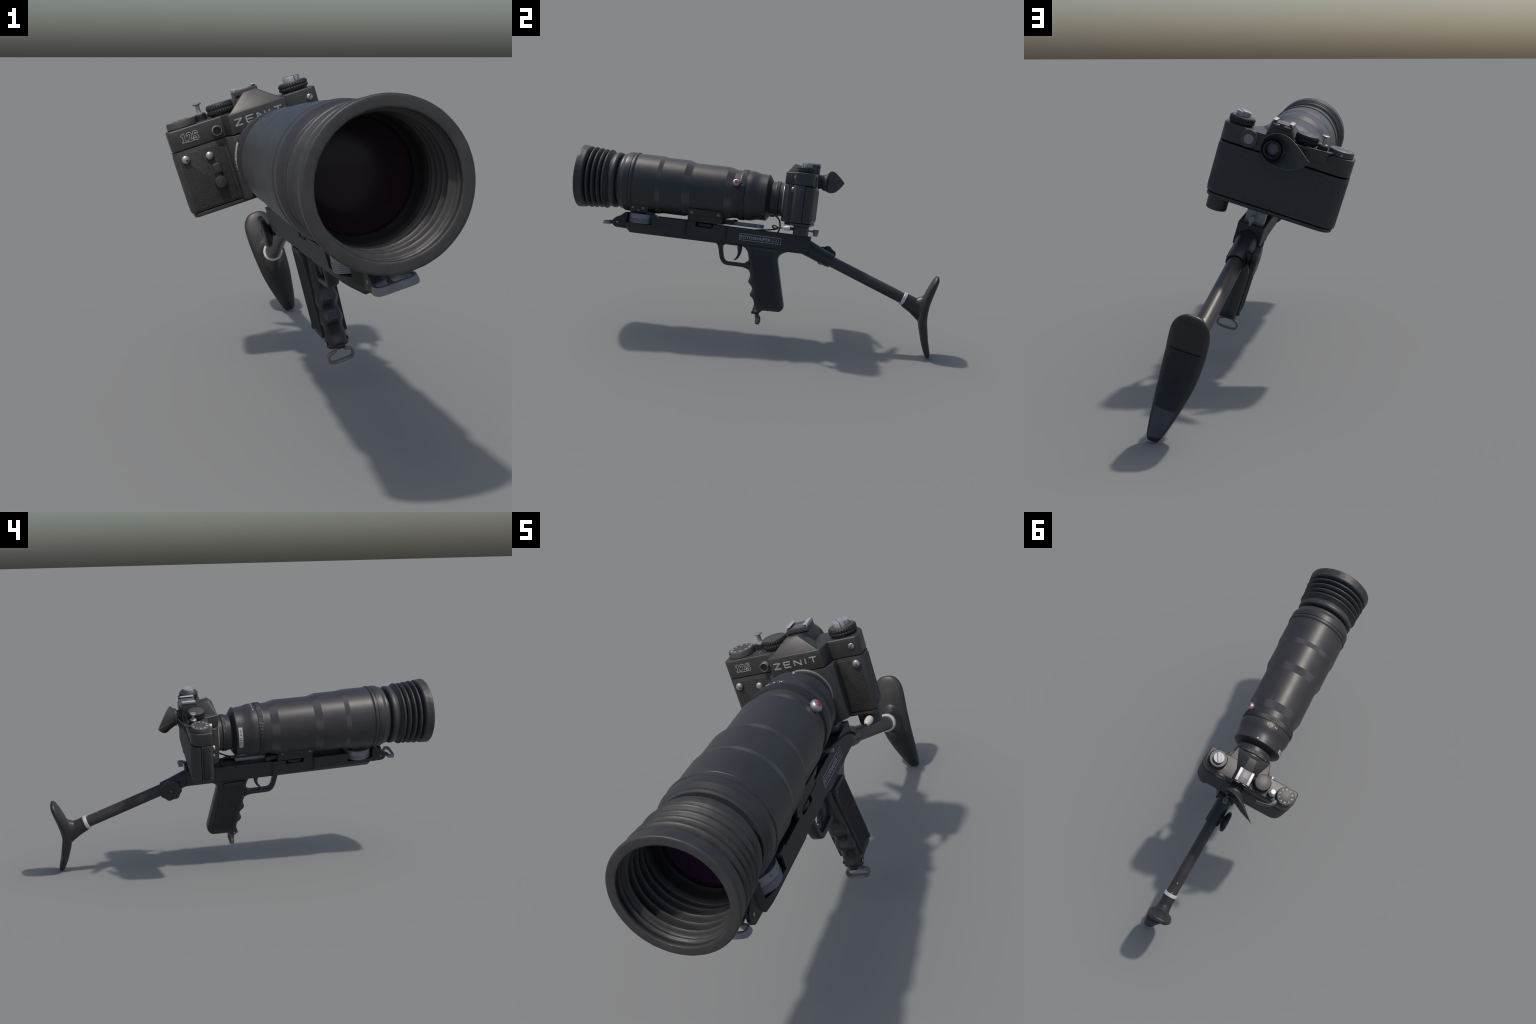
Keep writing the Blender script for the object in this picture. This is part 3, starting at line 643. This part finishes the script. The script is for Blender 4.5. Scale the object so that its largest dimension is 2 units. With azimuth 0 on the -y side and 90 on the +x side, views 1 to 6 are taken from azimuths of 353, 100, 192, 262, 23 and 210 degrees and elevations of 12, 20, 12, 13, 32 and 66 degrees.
# lens saddle over the wheel
add("front_saddle", extrude([(0.099, -0.118), (0.0715, -0.161), (0.068, -0.1645), (-0.055, -0.1645), (-0.0585, -0.161), (-0.086, -0.118)], 0.3040, 0.4060, 'y', 0.002), M['frame'], frame)
add("saddle_disc", revolve([(0, 0), (0, 0.062), (0.003, 0.064), (0.010, 0.064), (0.010, 0)], o=(WC[0], WC[1] - 0.004, -0.1668), axis=(0, 0, 1), segs=48), M['black'], frame)
nrm = Vector((0.843, 0, -0.539))
for y in (0.321, 0.378):
    _, sl = screw("saddle_screw", (0.0878, y, -0.1355), nrm, 0.0075, M['alloy'], frame, 0.002)
    _, sl2 = screw("saddle_screw", (2 * GX - 0.0878, y, -0.1355), (-nrm.x, 0, nrm.z), 0.0075, M['alloy'], frame, 0.002)
tri_ = extrude([(-0.0055, 0.0045), (0.0055, 0.0045), (0, -0.006)], 0, 0.0008)
add("index_mark", tri_, M['grey_mark'], frame, place((0.0785, 0.352, -0.1510), (0, 1, 0), (0.539, 0, 0.843)), smooth=False)
add('saddle_tab', box(0.070, 0.093, 0.400, 0.4450, -0.1640, -0.1530, 0.0015), M['frame'], frame)
# main lens clamp: sloping cheeks and a straight foot
ck = [(0.1015, -0.1050), (0.0820, -0.1400), (0.0785, -0.1420), (0.0700, -0.1735), (-0.0570, -0.1735), (-0.0655, -0.1420), (-0.0690, -0.1400), (-0.0885, -0.1050)]
add("lens_clamp", extrude(ck, 0.6230, 0.8110, 'y', 0.0022), M['frame'], frame)
nr2 = Vector((0.873, 0, -0.487))
for y in (0.6440, 0.7905):
    for s in (1, -1):
        x = 0.0905 if s > 0 else -0.0775
        _, sl = screw("clamp_screw", (x, y, -0.1245), (s * nr2.x, 0, nr2.z), 0.0088, M['alloy'], frame, 0.0025, 0.9 if s > 0 else 0.4)
        add("screw_slot", sl, M['black'], frame)
add("clamp_wheel", revolve([(-0.1945, 0), (-0.1945, 0.0615), (-0.1930, 0.0635), (-0.1800, 0.0635), (-0.1785, 0.0615), (-0.1740, 0.0500), (-0.1740, 0)], o=(GX, 0.7180, 0), axis=(0, 0, 1), segs=72), M['black'], frame)
# focusing lock bar under the lens
add("lock_slide", box(-0.045, 0.040, 0.8060, 0.8630, -0.1690, -0.1440, 0.003), M['frame'], frame)
add("lock_slide_nib", box(-0.060, -0.040, 0.8500, 0.8780, -0.1650, -0.1400, 0.004), M['frame'], frame)
add("lock_bar", box(-0.0200, 0.0100, 0.8600, 1.0300, -0.1690, -0.1490, 0.0015), M['alloy'], frame)
add("bar_pin", revolve([(0, 0.0055), (0.048, 0.0055), (0.050, 0.0080), (0.072, 0.0085), (0.0735, 0.0075), (0.0735, 0)], o=(0.009, 1.0110, -0.1570), axis=(1, 0, 0), segs=20), M['alloy'], frame)

# lettered panel on the right side wall
px_ = GX + RE + 0.0003
ya, yb, za, zb = 0.9115, 1.1395, -0.2055, -0.2420
fr = [box(px_ - 0.001, px_ + 0.0006, ya, yb, za - 0.0032, za), box(px_ - 0.001, px_ + 0.0006, ya, yb, zb, zb + 0.0032),
      box(px_ - 0.001, px_ + 0.0006, ya, ya + 0.0034, zb, za), box(px_ - 0.001, px_ + 0.0006, yb - 0.0034, yb, zb, za)]
add("letter_border", join(fr), M['grey_mark'], frame, smooth=False)
t = text("FOTOSNAIPER", 0.0232, 0.0005, bold=0.0009, spacing=1.12)
add("side_lettering", t, M['grey_mark'], frame, place((px_, 1.0005, -0.2240), (0, 1, 0), (0, 0, 1)), smooth=False)
add("side_lettering", text("12", 0.0235, 0.0005, bold=0.0004), M['grey_mark'], frame, place((px_, 1.1075, -0.2240), (0, 1, 0), (0, 0, 1)), smooth=False)
add("letter_circle", revolve([(-0.001, 0.0164), (0.0006, 0.0164), (0.0006, 0.0186), (-0.001, 0.0186)], o=(px_, 1.1075, -0.2240), axis=(1, 0, 0), segs=40), M['grey_mark'], frame, smooth=False)

# camera bracket, tie-down screw and safety wire
brk = add("camera_bracket", box(-0.0325, 0.0385, 1.2100, 1.2700, -0.1830, -0.1265, 0.002), M['alloy'], frame)
add("bracket_lug", box(0.004, 0.024, 1.2690, 1.2760, -0.1830, -0.1300, 0.001), M['alloy'], frame)
add("bracket_screw", revolve([(0, 0.0045), (0.026, 0.0045), (0.030, 0.0095), (0.036, 0.0112), (0.0575, 0.0112), (0.0590, 0.0100), (0.0590, 0)], o=(0.0080, 1.270, -0.1510), axis=(0, 1, 0), segs=24), M['alloy'], frame)
add("screw_wing", box(0.0040, 0.0120, 1.300, 1.326, -0.176, -0.152, 0.001), M['alloy'], frame)
add("safety_wire", sweep(catmull([(0.016, 1.2900, -0.1450), (0.016, 1.2925, -0.150), (0.015, 1.2915, -0.165), (0.014, 1.2905, -0.184)], 5), 0.0011, 6), M['alloy'], frame)

# shutter cable: ivory bulb, loop and cord
add("cable_bulb", revolve([(0, 0), (0.001, 0.0045), (0.005, 0.0085), (0.014, 0.0118), (0.026, 0.0138), (0.036, 0.0135), (0.041, 0.0125), (0.0415, 0)], o=(0.1660, 1.1480, -0.1455), axis=(0.12, 1, 0.02), segs=32), M['bulb'], frame)
add("cable_stub", revolve([(0, 0.0075), (0.012, 0.0085), (0.016, 0.007), (0.020, 0.007)], o=(0.1700, 1.1880, -0.1450), axis=(0, 1, 0), segs=20), M['cord'], frame)
loop = [(0.1660, 1.150, -0.1460), (0.160, 1.135, -0.1465), (0.152, 1.118, -0.1440), (0.146, 1.104, -0.1390), (0.142, 1.092, -0.1440), (0.136, 1.098, -0.1530), (0.128, 1.112, -0.1540), (0.110, 1.118, -0.1520),
        (0.085, 1.105, -0.1600), (0.060, 1.070, -0.1680), (0.040, 1.020, -0.1760), (0.025, 0.960, -0.1850), (0.015, 0.900, -0.2000)]
add("release_cable", sweep(catmull(loop, 8), 0.0040, 10), M['cord'], frame)
cab = [(-0.0980, 1.040, -0.0930), (-0.0950, 1.060, -0.0930), (-0.0850, 1.082, -0.0960), (-0.0680, 1.102, -0.1120), (-0.0540, 1.112, -0.1380), (-0.0380, 1.113, -0.1600), (-0.020, 1.105, -0.1850), (-0.010, 1.08, -0.21)]
add("release_cable", sweep(catmull(cab, 8), 0.0042, 10), M['cord'], frame)
add("cable_plug", revolve([(0, 0.004), (0.002, 0.0078), (0.030, 0.0078), (0.033, 0.005)], o=(-0.0990, 1.0360, -0.0930), axis=(0.15, 1, -0.05), segs=20), M['cord'], frame)

# ================================================================== GRIP, TRIGGER
GG = 0.0130                                    # the grip sits a little off the frame's centre plane
def interp(tab, z):
    for (a, va), (b, vb) in zip(tab, tab[1:]):
        if a >= z >= b: return va + (vb - va) * (a - z) / (a - b)
    return tab[0][1] if z > tab[0][0] else tab[-1][1]
fr_c = catmull([(-0.268, 0.925, 0), (-0.276, 0.9300, 0), (-0.284, 0.9440, 0), (-0.298, 0.9570, 0), (-0.315, 0.9645, 0), (-0.333, 0.9688, 0), (-0.365, 0.9740, 0), (-0.402, 0.9780, 0), (-0.416, 0.9835, 0), (-0.4285, 0.9855, 0),
                (-0.444, 0.9835, 0), (-0.4580, 0.9795, 0), (-0.468, 0.9830, 0), (-0.478, 0.9935, 0), (-0.490, 1.0030, 0), (-0.500, 1.0055, 0), (-0.514, 1.0015, 0), (-0.528, 0.9965, 0), (-0.538, 1.0005, 0), (-0.550, 1.0140, 0), (-0.563, 1.0215, 0), (-0.580, 1.0250, 0), (-0.596, 1.0245, 0), (-0.610, 1.0225, 0), (-0.6180, 1.0230, 0), (-0.6245, 1.0265, 0), (-0.6290, 1.0320, 0), (-0.6318, 1.0400, 0)], 4)
front_y = [(p.x, p.y) for p in fr_c]
bk_c = catmull([(-0.268, 1.215, 0), (-0.277, 1.180, 0), (-0.284, 1.1620, 0), (-0.293, 1.1460, 0), (-0.305, 1.1360, 0), (-0.3225, 1.1310, 0), (-0.345, 1.1345, 0), (-0.4513, 1.1615, 0), (-0.5400, 1.1842, 0), (-0.5690, 1.1912, 0), (-0.585, 1.1890, 0), (-0.597, 1.1820, 0), (-0.604, 1.1720, 0), (-0.608, 1.155, 0)], 4)
back_y = [(p.x, p.y) for p in bk_c]
secs = []
zs = [-0.268 - k * 0.0025 for k in range(135)] + [-0.6060, -0.6061, -0.6085, -0.6105, -0.6140, -0.6180, -0.6215, -0.6245, -0.6270, -0.6290, -0.6305, -0.6316]
toe_back = [(-0.606, 1.0880), (-0.6085, 1.0805), (-0.6140, 1.0745), (-0.6200, 1.0690), (-0.6260, 1.0620), (-0.6300, 1.0550), (-0.6318, 1.0480)]
for z in zs:
    yf, yb2 = interp(front_y, z), interp(back_y, z)
    if z <= -0.6060: yb2 = interp(toe_back, z)
    hw = 0.0365 * (1 if z < -0.29 else 0.96)
    g = min(1.0, max(0.0, (-z - 0.40) / 0.02)) * min(1.0, max(0.0, (z + 0.612) / 0.02))
    ring = []
    N = 40
    rf, rb_ = (0.034, 0.020) if z > -0.606 else (min(0.034, (yb2 - yf) * 0.6), min(0.020, (yb2 - yf) * 0.35))
    if z < -0.622: hw *= 1 - 0.25 * ((-0.622 - z) / 0.0096) ** 2
    for k in range(13):                       # rounded nose with a faint central valley between the finger pads
        a = radians(-90 + 180 * k / 12)
        y = yf + rf - rf * cos(a)
        x = hw * sin(a)
        y += g * 0.0060 * math.exp(-(x / 0.010) ** 2)
        ring.append((GG - x, y, z))
    for k in range(9):
        a = radians(-90 + 180 * k / 8)
        e = 0.65
        cx = math.copysign(abs(sin(a)) ** e, sin(a)); cy = abs(cos(a)) ** e
        ring.append((GG + hw * cx, yb2 - rb_ + rb_ * cy, z))
    secs.append(ring)
grip = add("pistol_grip", loft(secs), M['grip'], angle=50)
# sling eye in the rounded toe
add("toe_slot", box(GG - 0.010, GG + 0.016, 1.0205, 1.0450, -0.6330, -0.6190, 0.002), M['black'], grip)
for s in (-1, 1):
    add("toe_pin", revolve([(0, 0), (0, 0.0062), (0.0014, 0.0056), (0.0018, 0)], o=(GG + s * 0.0355, 1.0450, -0.6115), axis=(s, 0, 0), segs=20), M['brass'], grip)
# ribbed cheek panels
pc = [(0.9705, -0.2870), (1.0990, -0.2900), (1.1715, -0.5840), (1.0500, -0.5930)]
def panel_point(u, v): 
    a = Vector(pc[0]).lerp(Vector(pc[1]), u); b = Vector(pc[3]).lerp(Vector(pc[2]), u)
    return a.lerp(b, v)
def round_quad(q, r, n=5):
    out = []
    for i in range(4):
        p = Vector(q[i]); a = (Vector(q[i - 1]) - p).normalized(); b = (Vector(q[(i + 1) % 4]) - p).normalized()
        for k in range(n + 1):
            t = k / n
            out.append(tuple((p + a * r) * (1 - t) ** 2 + p * 2 * t * (1 - t) + (p + b * r) * t * t))
    return out
for s in (-1, 1):
    x0, x1 = (GG + 0.030, GG + 0.0425) if s > 0 else (GG - 0.0425, GG - 0.030)
    panel = add("grip_panel", extrude(round_quad(pc, 0.012), x0, x1, 'x', 0.0025), M['panel'], grip)
    ribs = []
    for k in range(26):
        u = 0.09 + 0.82 * k / 25
        a = panel_point(u, 0.055); b = panel_point(u, 0.945); w = 0.00105
        if u > 0.88: b = panel_point(u, 0.90)
        if u < 0.16: a = panel_point(u, 0.12)
        xo = GG + s * 0.0420; xt = GG + s * 0.0434
        v = [(xo, a.x - w, a.y), (xo, a.x + w, a.y), (xo, b.x + w, b.y), (xo, b.x - w, b.y), (xt, a.x - w * .4, a.y), (xt, a.x + w * .4, a.y), (xt, b.x + w * .4, b.y), (xt, b.x - w * .4, b.y)]
        ribs.append(from_data(v, [(4, 5, 6, 7), (0, 1, 5, 4), (1, 2, 6, 5), (2, 3, 7, 6), (3, 0, 4, 7)]))
    rb = add("panel_rib", join(ribs), M['panel'], grip, smooth=False); rb["kind"] = "stuff"
    for (y, z) in ((0.9885, -0.3005), (1.1545, -0.5770)):
        _, sl = screw("panel_screw", (GG + s * 0.0420, y, z), (s, 0, 0), 0.0085, M['grip'], grip, 0.0045, 0.7)
        add("screw_slot", sl, M['black'], grip)
# lower sling ring: bent wire triangle
gy = 1.0560
gr = [(GG + 0.010, 1.0480, -0.6180), (GG + 0.0115, 1.0510, -0.6360), (GG + 0.017, 1.054, -0.6450), (GG + 0.030, gy, -0.6500), (GG + 0.0385, gy + .002, -0.6560), (GG + 0.0405, gy + .003, -0.6670), (GG + 0.0350, gy + .004, -0.6790), (GG + 0.018, gy + .004, -0.6820), (GG, gy + .004, -0.6825)]
gr = gr + [(2 * GG - x, y, z) for x, y, z in reversed(gr[:-1])]
add("sling_ring", sweep(catmull(gr, 6), 0.0055, 16, flat=(0.0040, 0.0105), across=(0, 1, 0)), M['steel'], grip, angle=60)

# trigger guard: flat strip bent from the frame to the grip, flaring where it joins
gp_o = [(0.7790, -0.2740), (0.7900, -0.2830), (0.7985, -0.2975), (0.8060, -0.3280), (0.8145, -0.3560), (0.8290, -0.3770), (0.8490, -0.3872), (0.8930, -0.3885), (0.9370, -0.3890), (0.9590, -0.3930), (0.9830, -0.4030)]
gp_i = [(0.8430, -0.2740), (0.8330, -0.2790), (0.8235, -0.2900), (0.8290, -0.3240), (0.8350, -0.3470), (0.8430, -0.3600), (0.8550, -0.3660), (0.8970, -0.3665), (0.9440, -0.3662), (0.9590, -0.3590), (0.9750, -0.3430)]
co = catmull([(a, b, 0) for a, b in gp_o], 5); ci = catmull([(a, b, 0) for a, b in gp_i], 5)
secs = []
for o_, i_ in zip(co, ci):
    w = 0.0195; e = 0.30
    m = (o_ + i_) / 2
    ring = []
    for k in range(16):
        a = 2 * pi * k / 16; c, s = cos(a), sin(a)
        fx = math.copysign(abs(c) ** 0.45, c); ft = math.copysign(abs(s) ** 0.6, s)
        p = m + (o_ - i_) / 2 * ft
        ring.append((GX + 0.004 + w * fx, p.x, p.y))
    secs.append(ring)
add("trigger_guard", loft(secs), M['collar'], frame, angle=60)
tr_o = catmull([(0.9290, -0.268, 0), (0.9285, -0.2850, 0), (0.9275, -0.3050, 0), (0.9235, -0.3230, 0), (0.9140, -0.3420, 0), (0.9030, -0.3540, 0), (0.8925, -0.3575, 0)], 4)
tr_i = catmull([(0.9000, -0.268, 0), (0.9015, -0.2850, 0), (0.9060, -0.3050, 0), (0.9070, -0.3180, 0), (0.9045, -0.3320, 0), (0.8980, -0.3450, 0), (0.8905, -0.3545, 0)], 4)
secs = []
for o_, i_ in zip(tr_o, tr_i):
    m = (o_ + i_) / 2
    secs.append([(GX + 0.004 + 0.0135 * math.copysign(abs(cos(a)) ** 0.6, cos(a)), m.x + (o_.x - i_.x) / 2 * sin(a), m.y + (o_.y - i_.y) / 2 * sin(a)) for a in [2 * pi * k / 14 for k in range(14)]])
add("trigger", loft(secs), M['collar'], frame, angle=60)

# ================================================================== SHOULDER STOCK
def axis_at(y):
    return Vector((0.0060 + (y - 1.29) * 0.0170, y, -0.3350 - 0.3665 * (y - 1.5168)))
tdir = (axis_at(1.8) - axis_at(1.3)).normalized()
a_, u_, v_ = frame_of(tdir)
def tube_ring(y, r, rz=None, up=0.0, n=48):
    c = axis_at(y); rz = rz or r
    side = Vector((1, 0, 0)); side = (side - tdir * side.dot(tdir)).normalized(); upv = side.cross(tdir)
    return [c + side * r * cos(2 * pi * k / n) + upv * (rz * sin(2 * pi * k / n) + up) for k in range(n)]
stock = add("shoulder_stock", loft([tube_ring(y, r) for y, r in ((1.30, 0.0295), (1.55, 0.0295), (1.83, 0.0298))]), M['tube'])
collar = add("stock_collar", loft([tube_ring(1.2700, 0.0410, 0.0440, 0.0060), tube_ring(1.30, 0.0400, 0.0425, 0.0050), tube_ring(1.36, 0.0385, 0.0395, 0.0015), tube_ring(1.412, 0.0375, 0.0375), tube_ring(1.4165, 0.0360, 0.0360),
                                    tube_ring(1.4160, 0.0315), tube_ring(1.4000, 0.0300)]), M['collar'], stock, angle=40)
side = Vector((1, 0, 0)); side = (side - tdir * side.dot(tdir)).normalized(); upv = side.cross(tdir)
for dz in (0.012, -0.012):
    c = axis_at(1.385) + side * 0.0362 + upv * dz
    add("collar_slit", moved(box(-0.030, 0.030, -0.0010, 0.0010, -0.001, 0.0016), place(c, tdir, upv)), M['black'], stock)
# star-shaped clamping knob on the left
kc = axis_at(1.3830) + Vector((0, 0, 0.012))
def star(th, t, r):
    if r < 0.03: return r
    return r * (0.915 + 0.105 * (0.5 + 0.5 * cos(7 * th)) ** 0.8)
kx = kc.x - 0.053
add("clamp_knob", revolve([(-0.010, 0), (-0.010, 0.0280), (-0.004, 0.0440), (0.001, 0.0545), (0.006, 0.0565), (0.015, 0.0560), (0.0185, 0.0520), (0.0200, 0.0460), (0.0190, 0.0150), (0.0165, 0.0125), (0.0150, 0.0115), (0.0150, 0)],
    o=(kx, 1.3800, -0.2770), axis=(-1, 0, 0), segs=126, mod=star), M['collar'], stock, angle=40)
add("knob_stem", revolve([(0, 0.023), (0.034, 0.022)], o=(kx + 0.036, 1.3800, -0.2770), axis=(-1, 0, 0), segs=24), M['black'], stock)
_, sl = screw("knob_screw", (kx - 0.0150, 1.3800, -0.2770), (-1, 0, 0), 0.0085, M['darkalloy'], stock, 0.003, 0.6)
add("screw_slot", sl, M['black'], stock)
for y in (1.7555, 1.8095):
    c = axis_at(y) + upv * 0.0293
    add("stock_rivet", revolve([(-0.001, 0.0042), (0.0010, 0.0038), (0.0018, 0.002), (0.0019, 0)], o=c, axis=upv, segs=14), M['brass'], stock)
rg = [tube_ring(y, r) for y, r in ((1.8155, 0.0300), (1.8158, 0.0362), (1.8172, 0.0374), (1.8310, 0.0378), (1.8325, 0.0366), (1.8326, 0.030))]
add("stock_ferrule", loft(rg), M['ferrule'], stock)

# butt: curved crescent lofted over height plus a neck, fused and smoothed
back_tab = [(p.x, p.y) for p in catmull([(-0.3030, 1.9830, 0), (-0.3080, 1.9920, 0), (-0.3240, 1.9965, 0), (-0.3550, 1.9900, 0), (-0.3940, 1.9795, 0), (-0.4350, 1.9690, 0), (-0.4753, 1.9605, 0), (-0.5400, 1.9570, 0), (-0.6142, 1.9685, 0), (-0.6803, 1.9835, 0), (-0.7244, 1.9938, 0), (-0.7400, 1.9920, 0), (-0.7440, 1.9860, 0)], 5)]
front_tab = [(p.x, p.y) for p in catmull([(-0.3030, 1.9820, 0), (-0.3090, 1.9740, 0), (-0.3281, 1.9625, 0), (-0.3721, 1.9425, 0), (-0.4120, 1.9270, 0), (-0.4600, 1.9130, 0), (-0.5200, 1.9080, 0), (-0.5684, 1.9135, 0), (-0.6160, 1.9260, 0), (-0.6744, 1.9430, 0), (-0.7245, 1.9640, 0), (-0.7390, 1.9750, 0), (-0.7440, 1.9850, 0)], 5)]
back_tab = [(z, y + 0.0008) for z, y in back_tab]; front_tab = [(z, y + 0.0005) for z, y in front_tab]
half_tab = [(p.x, p.y) for p in catmull([(-0.3030, 0.010, 0), (-0.3060, 0.0230, 0), (-0.3150, 0.0380, 0), (-0.3300, 0.0510, 0), (-0.3550, 0.0610, 0), (-0.3900, 0.0645, 0), (-0.4400, 0.0645, 0), (-0.5000, 0.0625, 0), (-0.5600, 0.0575, 0), (-0.6200, 0.0485, 0), (-0.6800, 0.0365, 0), (-0.7200, 0.0265, 0), (-0.7380, 0.0180, 0), (-0.7440, 0.0060, 0)], 5)]
mid_tab = [(-0.30, 0.0150), (-0.45, 0.0150), (-0.55, 0.0185), (-0.62, 0.0235), (-0.68, 0.0295), (-0.745, 0.0355)]
secs = []
zz = []
z = -0.3032
while z > -0.7425:
    zz.append(z); z -= 0.0035 if (z < -0.34 and z > -0.70) else 0.0018
for z in zz:
    yf, yb2, hw, cx = interp(front_tab, z), interp(back_tab, z), interp(half_tab, z), interp(mid_tab, z)
    ym = (yf + yb2) / 2; hd = (yb2 - yf) / 2
    ring = []
    for k in range(44):
        a = 2 * pi * k / 44; c, s = cos(a), sin(a)
        e = 0.72 if s > 0 else 0.95             # flat towards the shoulder, round towards the tube
        ring.append((cx + hw * math.copysign(abs(c) ** e, c), ym + hd * math.copysign(abs(s) ** e, s), z))
    secs.append(ring)
body = loft(secs)
def neck_ring(c, hy, hz, shear):
    return [(c[0] + hy * cos(2 * pi * k / 36), c[1] + shear * sin(2 * pi * k / 36), c[2] + hz * sin(2 * pi * k / 36)) for k in range(36)]
nk = [neck_ring((0.0150, 1.8240, -0.4490), 0.0365, 0.0355, 0.0130), neck_ring((0.0150, 1.8420, -0.4590), 0.0355, 0.0385, 0.0110), neck_ring((0.0150, 1.8660, -0.4710), 0.0345, 0.0440, 0.0060),
      neck_ring((0.0150, 1.8920, -0.4870), 0.0365, 0.0535, 0.0), neck_ring((0.0150, 1.9150, -0.4910), 0.0400, 0.0690, 0.0), neck_ring((0.0150, 1.9380, -0.4900), 0.0460, 0.0860, 0.0)]
fused = bpy.data.objects.new("butt_tmp", join([body, loft(nk)])); bpy.context.scene.collection.objects.link(fused)
rm = fused.modifiers.new("r", 'REMESH'); rm.mode = 'VOXEL'; rm.voxel_size = 0.0032
sm = fused.modifiers.new("s", 'SMOOTH'); sm.factor = 0.5; sm.iterations = 9
dg = bpy.context.evaluated_depsgraph_get(); dg.update()
bme = bpy.data.meshes.new_from_object(fused.evaluated_get(dg)); bpy.data.objects.remove(fused)
butt = add("butt", bme, M['butt'], stock, angle=80)
# shoulder pad: plain heel, ribbed middle and plain toe laid on the back of the butt
def pad_grid(z0, z1, rib, lift, nz, inset, name, mat):
    vs = []; fs = []; NU = 14
    for j in range(nz + 1):
        z = z0 + (z1 - z0) * j / nz
        yb2, hw, cx = interp(back_tab, z), interp(half_tab, z), interp(mid_tab, z)
        yf = interp(front_tab, z); hd = (yb2 - yf) / 2; ym = (yf + yb2) / 2
        for i in range(NU + 1):
            u = -1 + 2 * i / NU; x = u * inset
            yy = ym + hd * sqrt(max(0.0, 1 - abs(x) ** (2 / 0.72))) ** 0.72
            off = lift + (0.0024 * (0.5 + 0.5 * cos(2 * pi * rib * j / nz)) if rib else 0)
            if abs(u) > 0.999 or j in (0, nz): off = -0.0030
            vs.append((cx + hw * x, yy + off, z))
    for j in range(nz):
        for i in range(NU):
            fs.append((j * (NU + 1) + i, j * (NU + 1) + i + 1, (j + 1) * (NU + 1) + i + 1, (j + 1) * (NU + 1) + i))
    return add(name, from_data(vs, fs), mat, stock, angle=50)
pad_grid(-0.4300, -0.6300, 25, 0.0004, 300, 0.86, "butt_pad_ribs", M['pad'])
pad_grid(-0.6305, -0.7250, 0, 0.0012, 40, 0.82, "butt_pad_toe", M['pad_toe'])
pad_grid(-0.3250, -0.4285, 0, 0.0018, 40, 0.86, "butt_pad_heel", M['pad'])
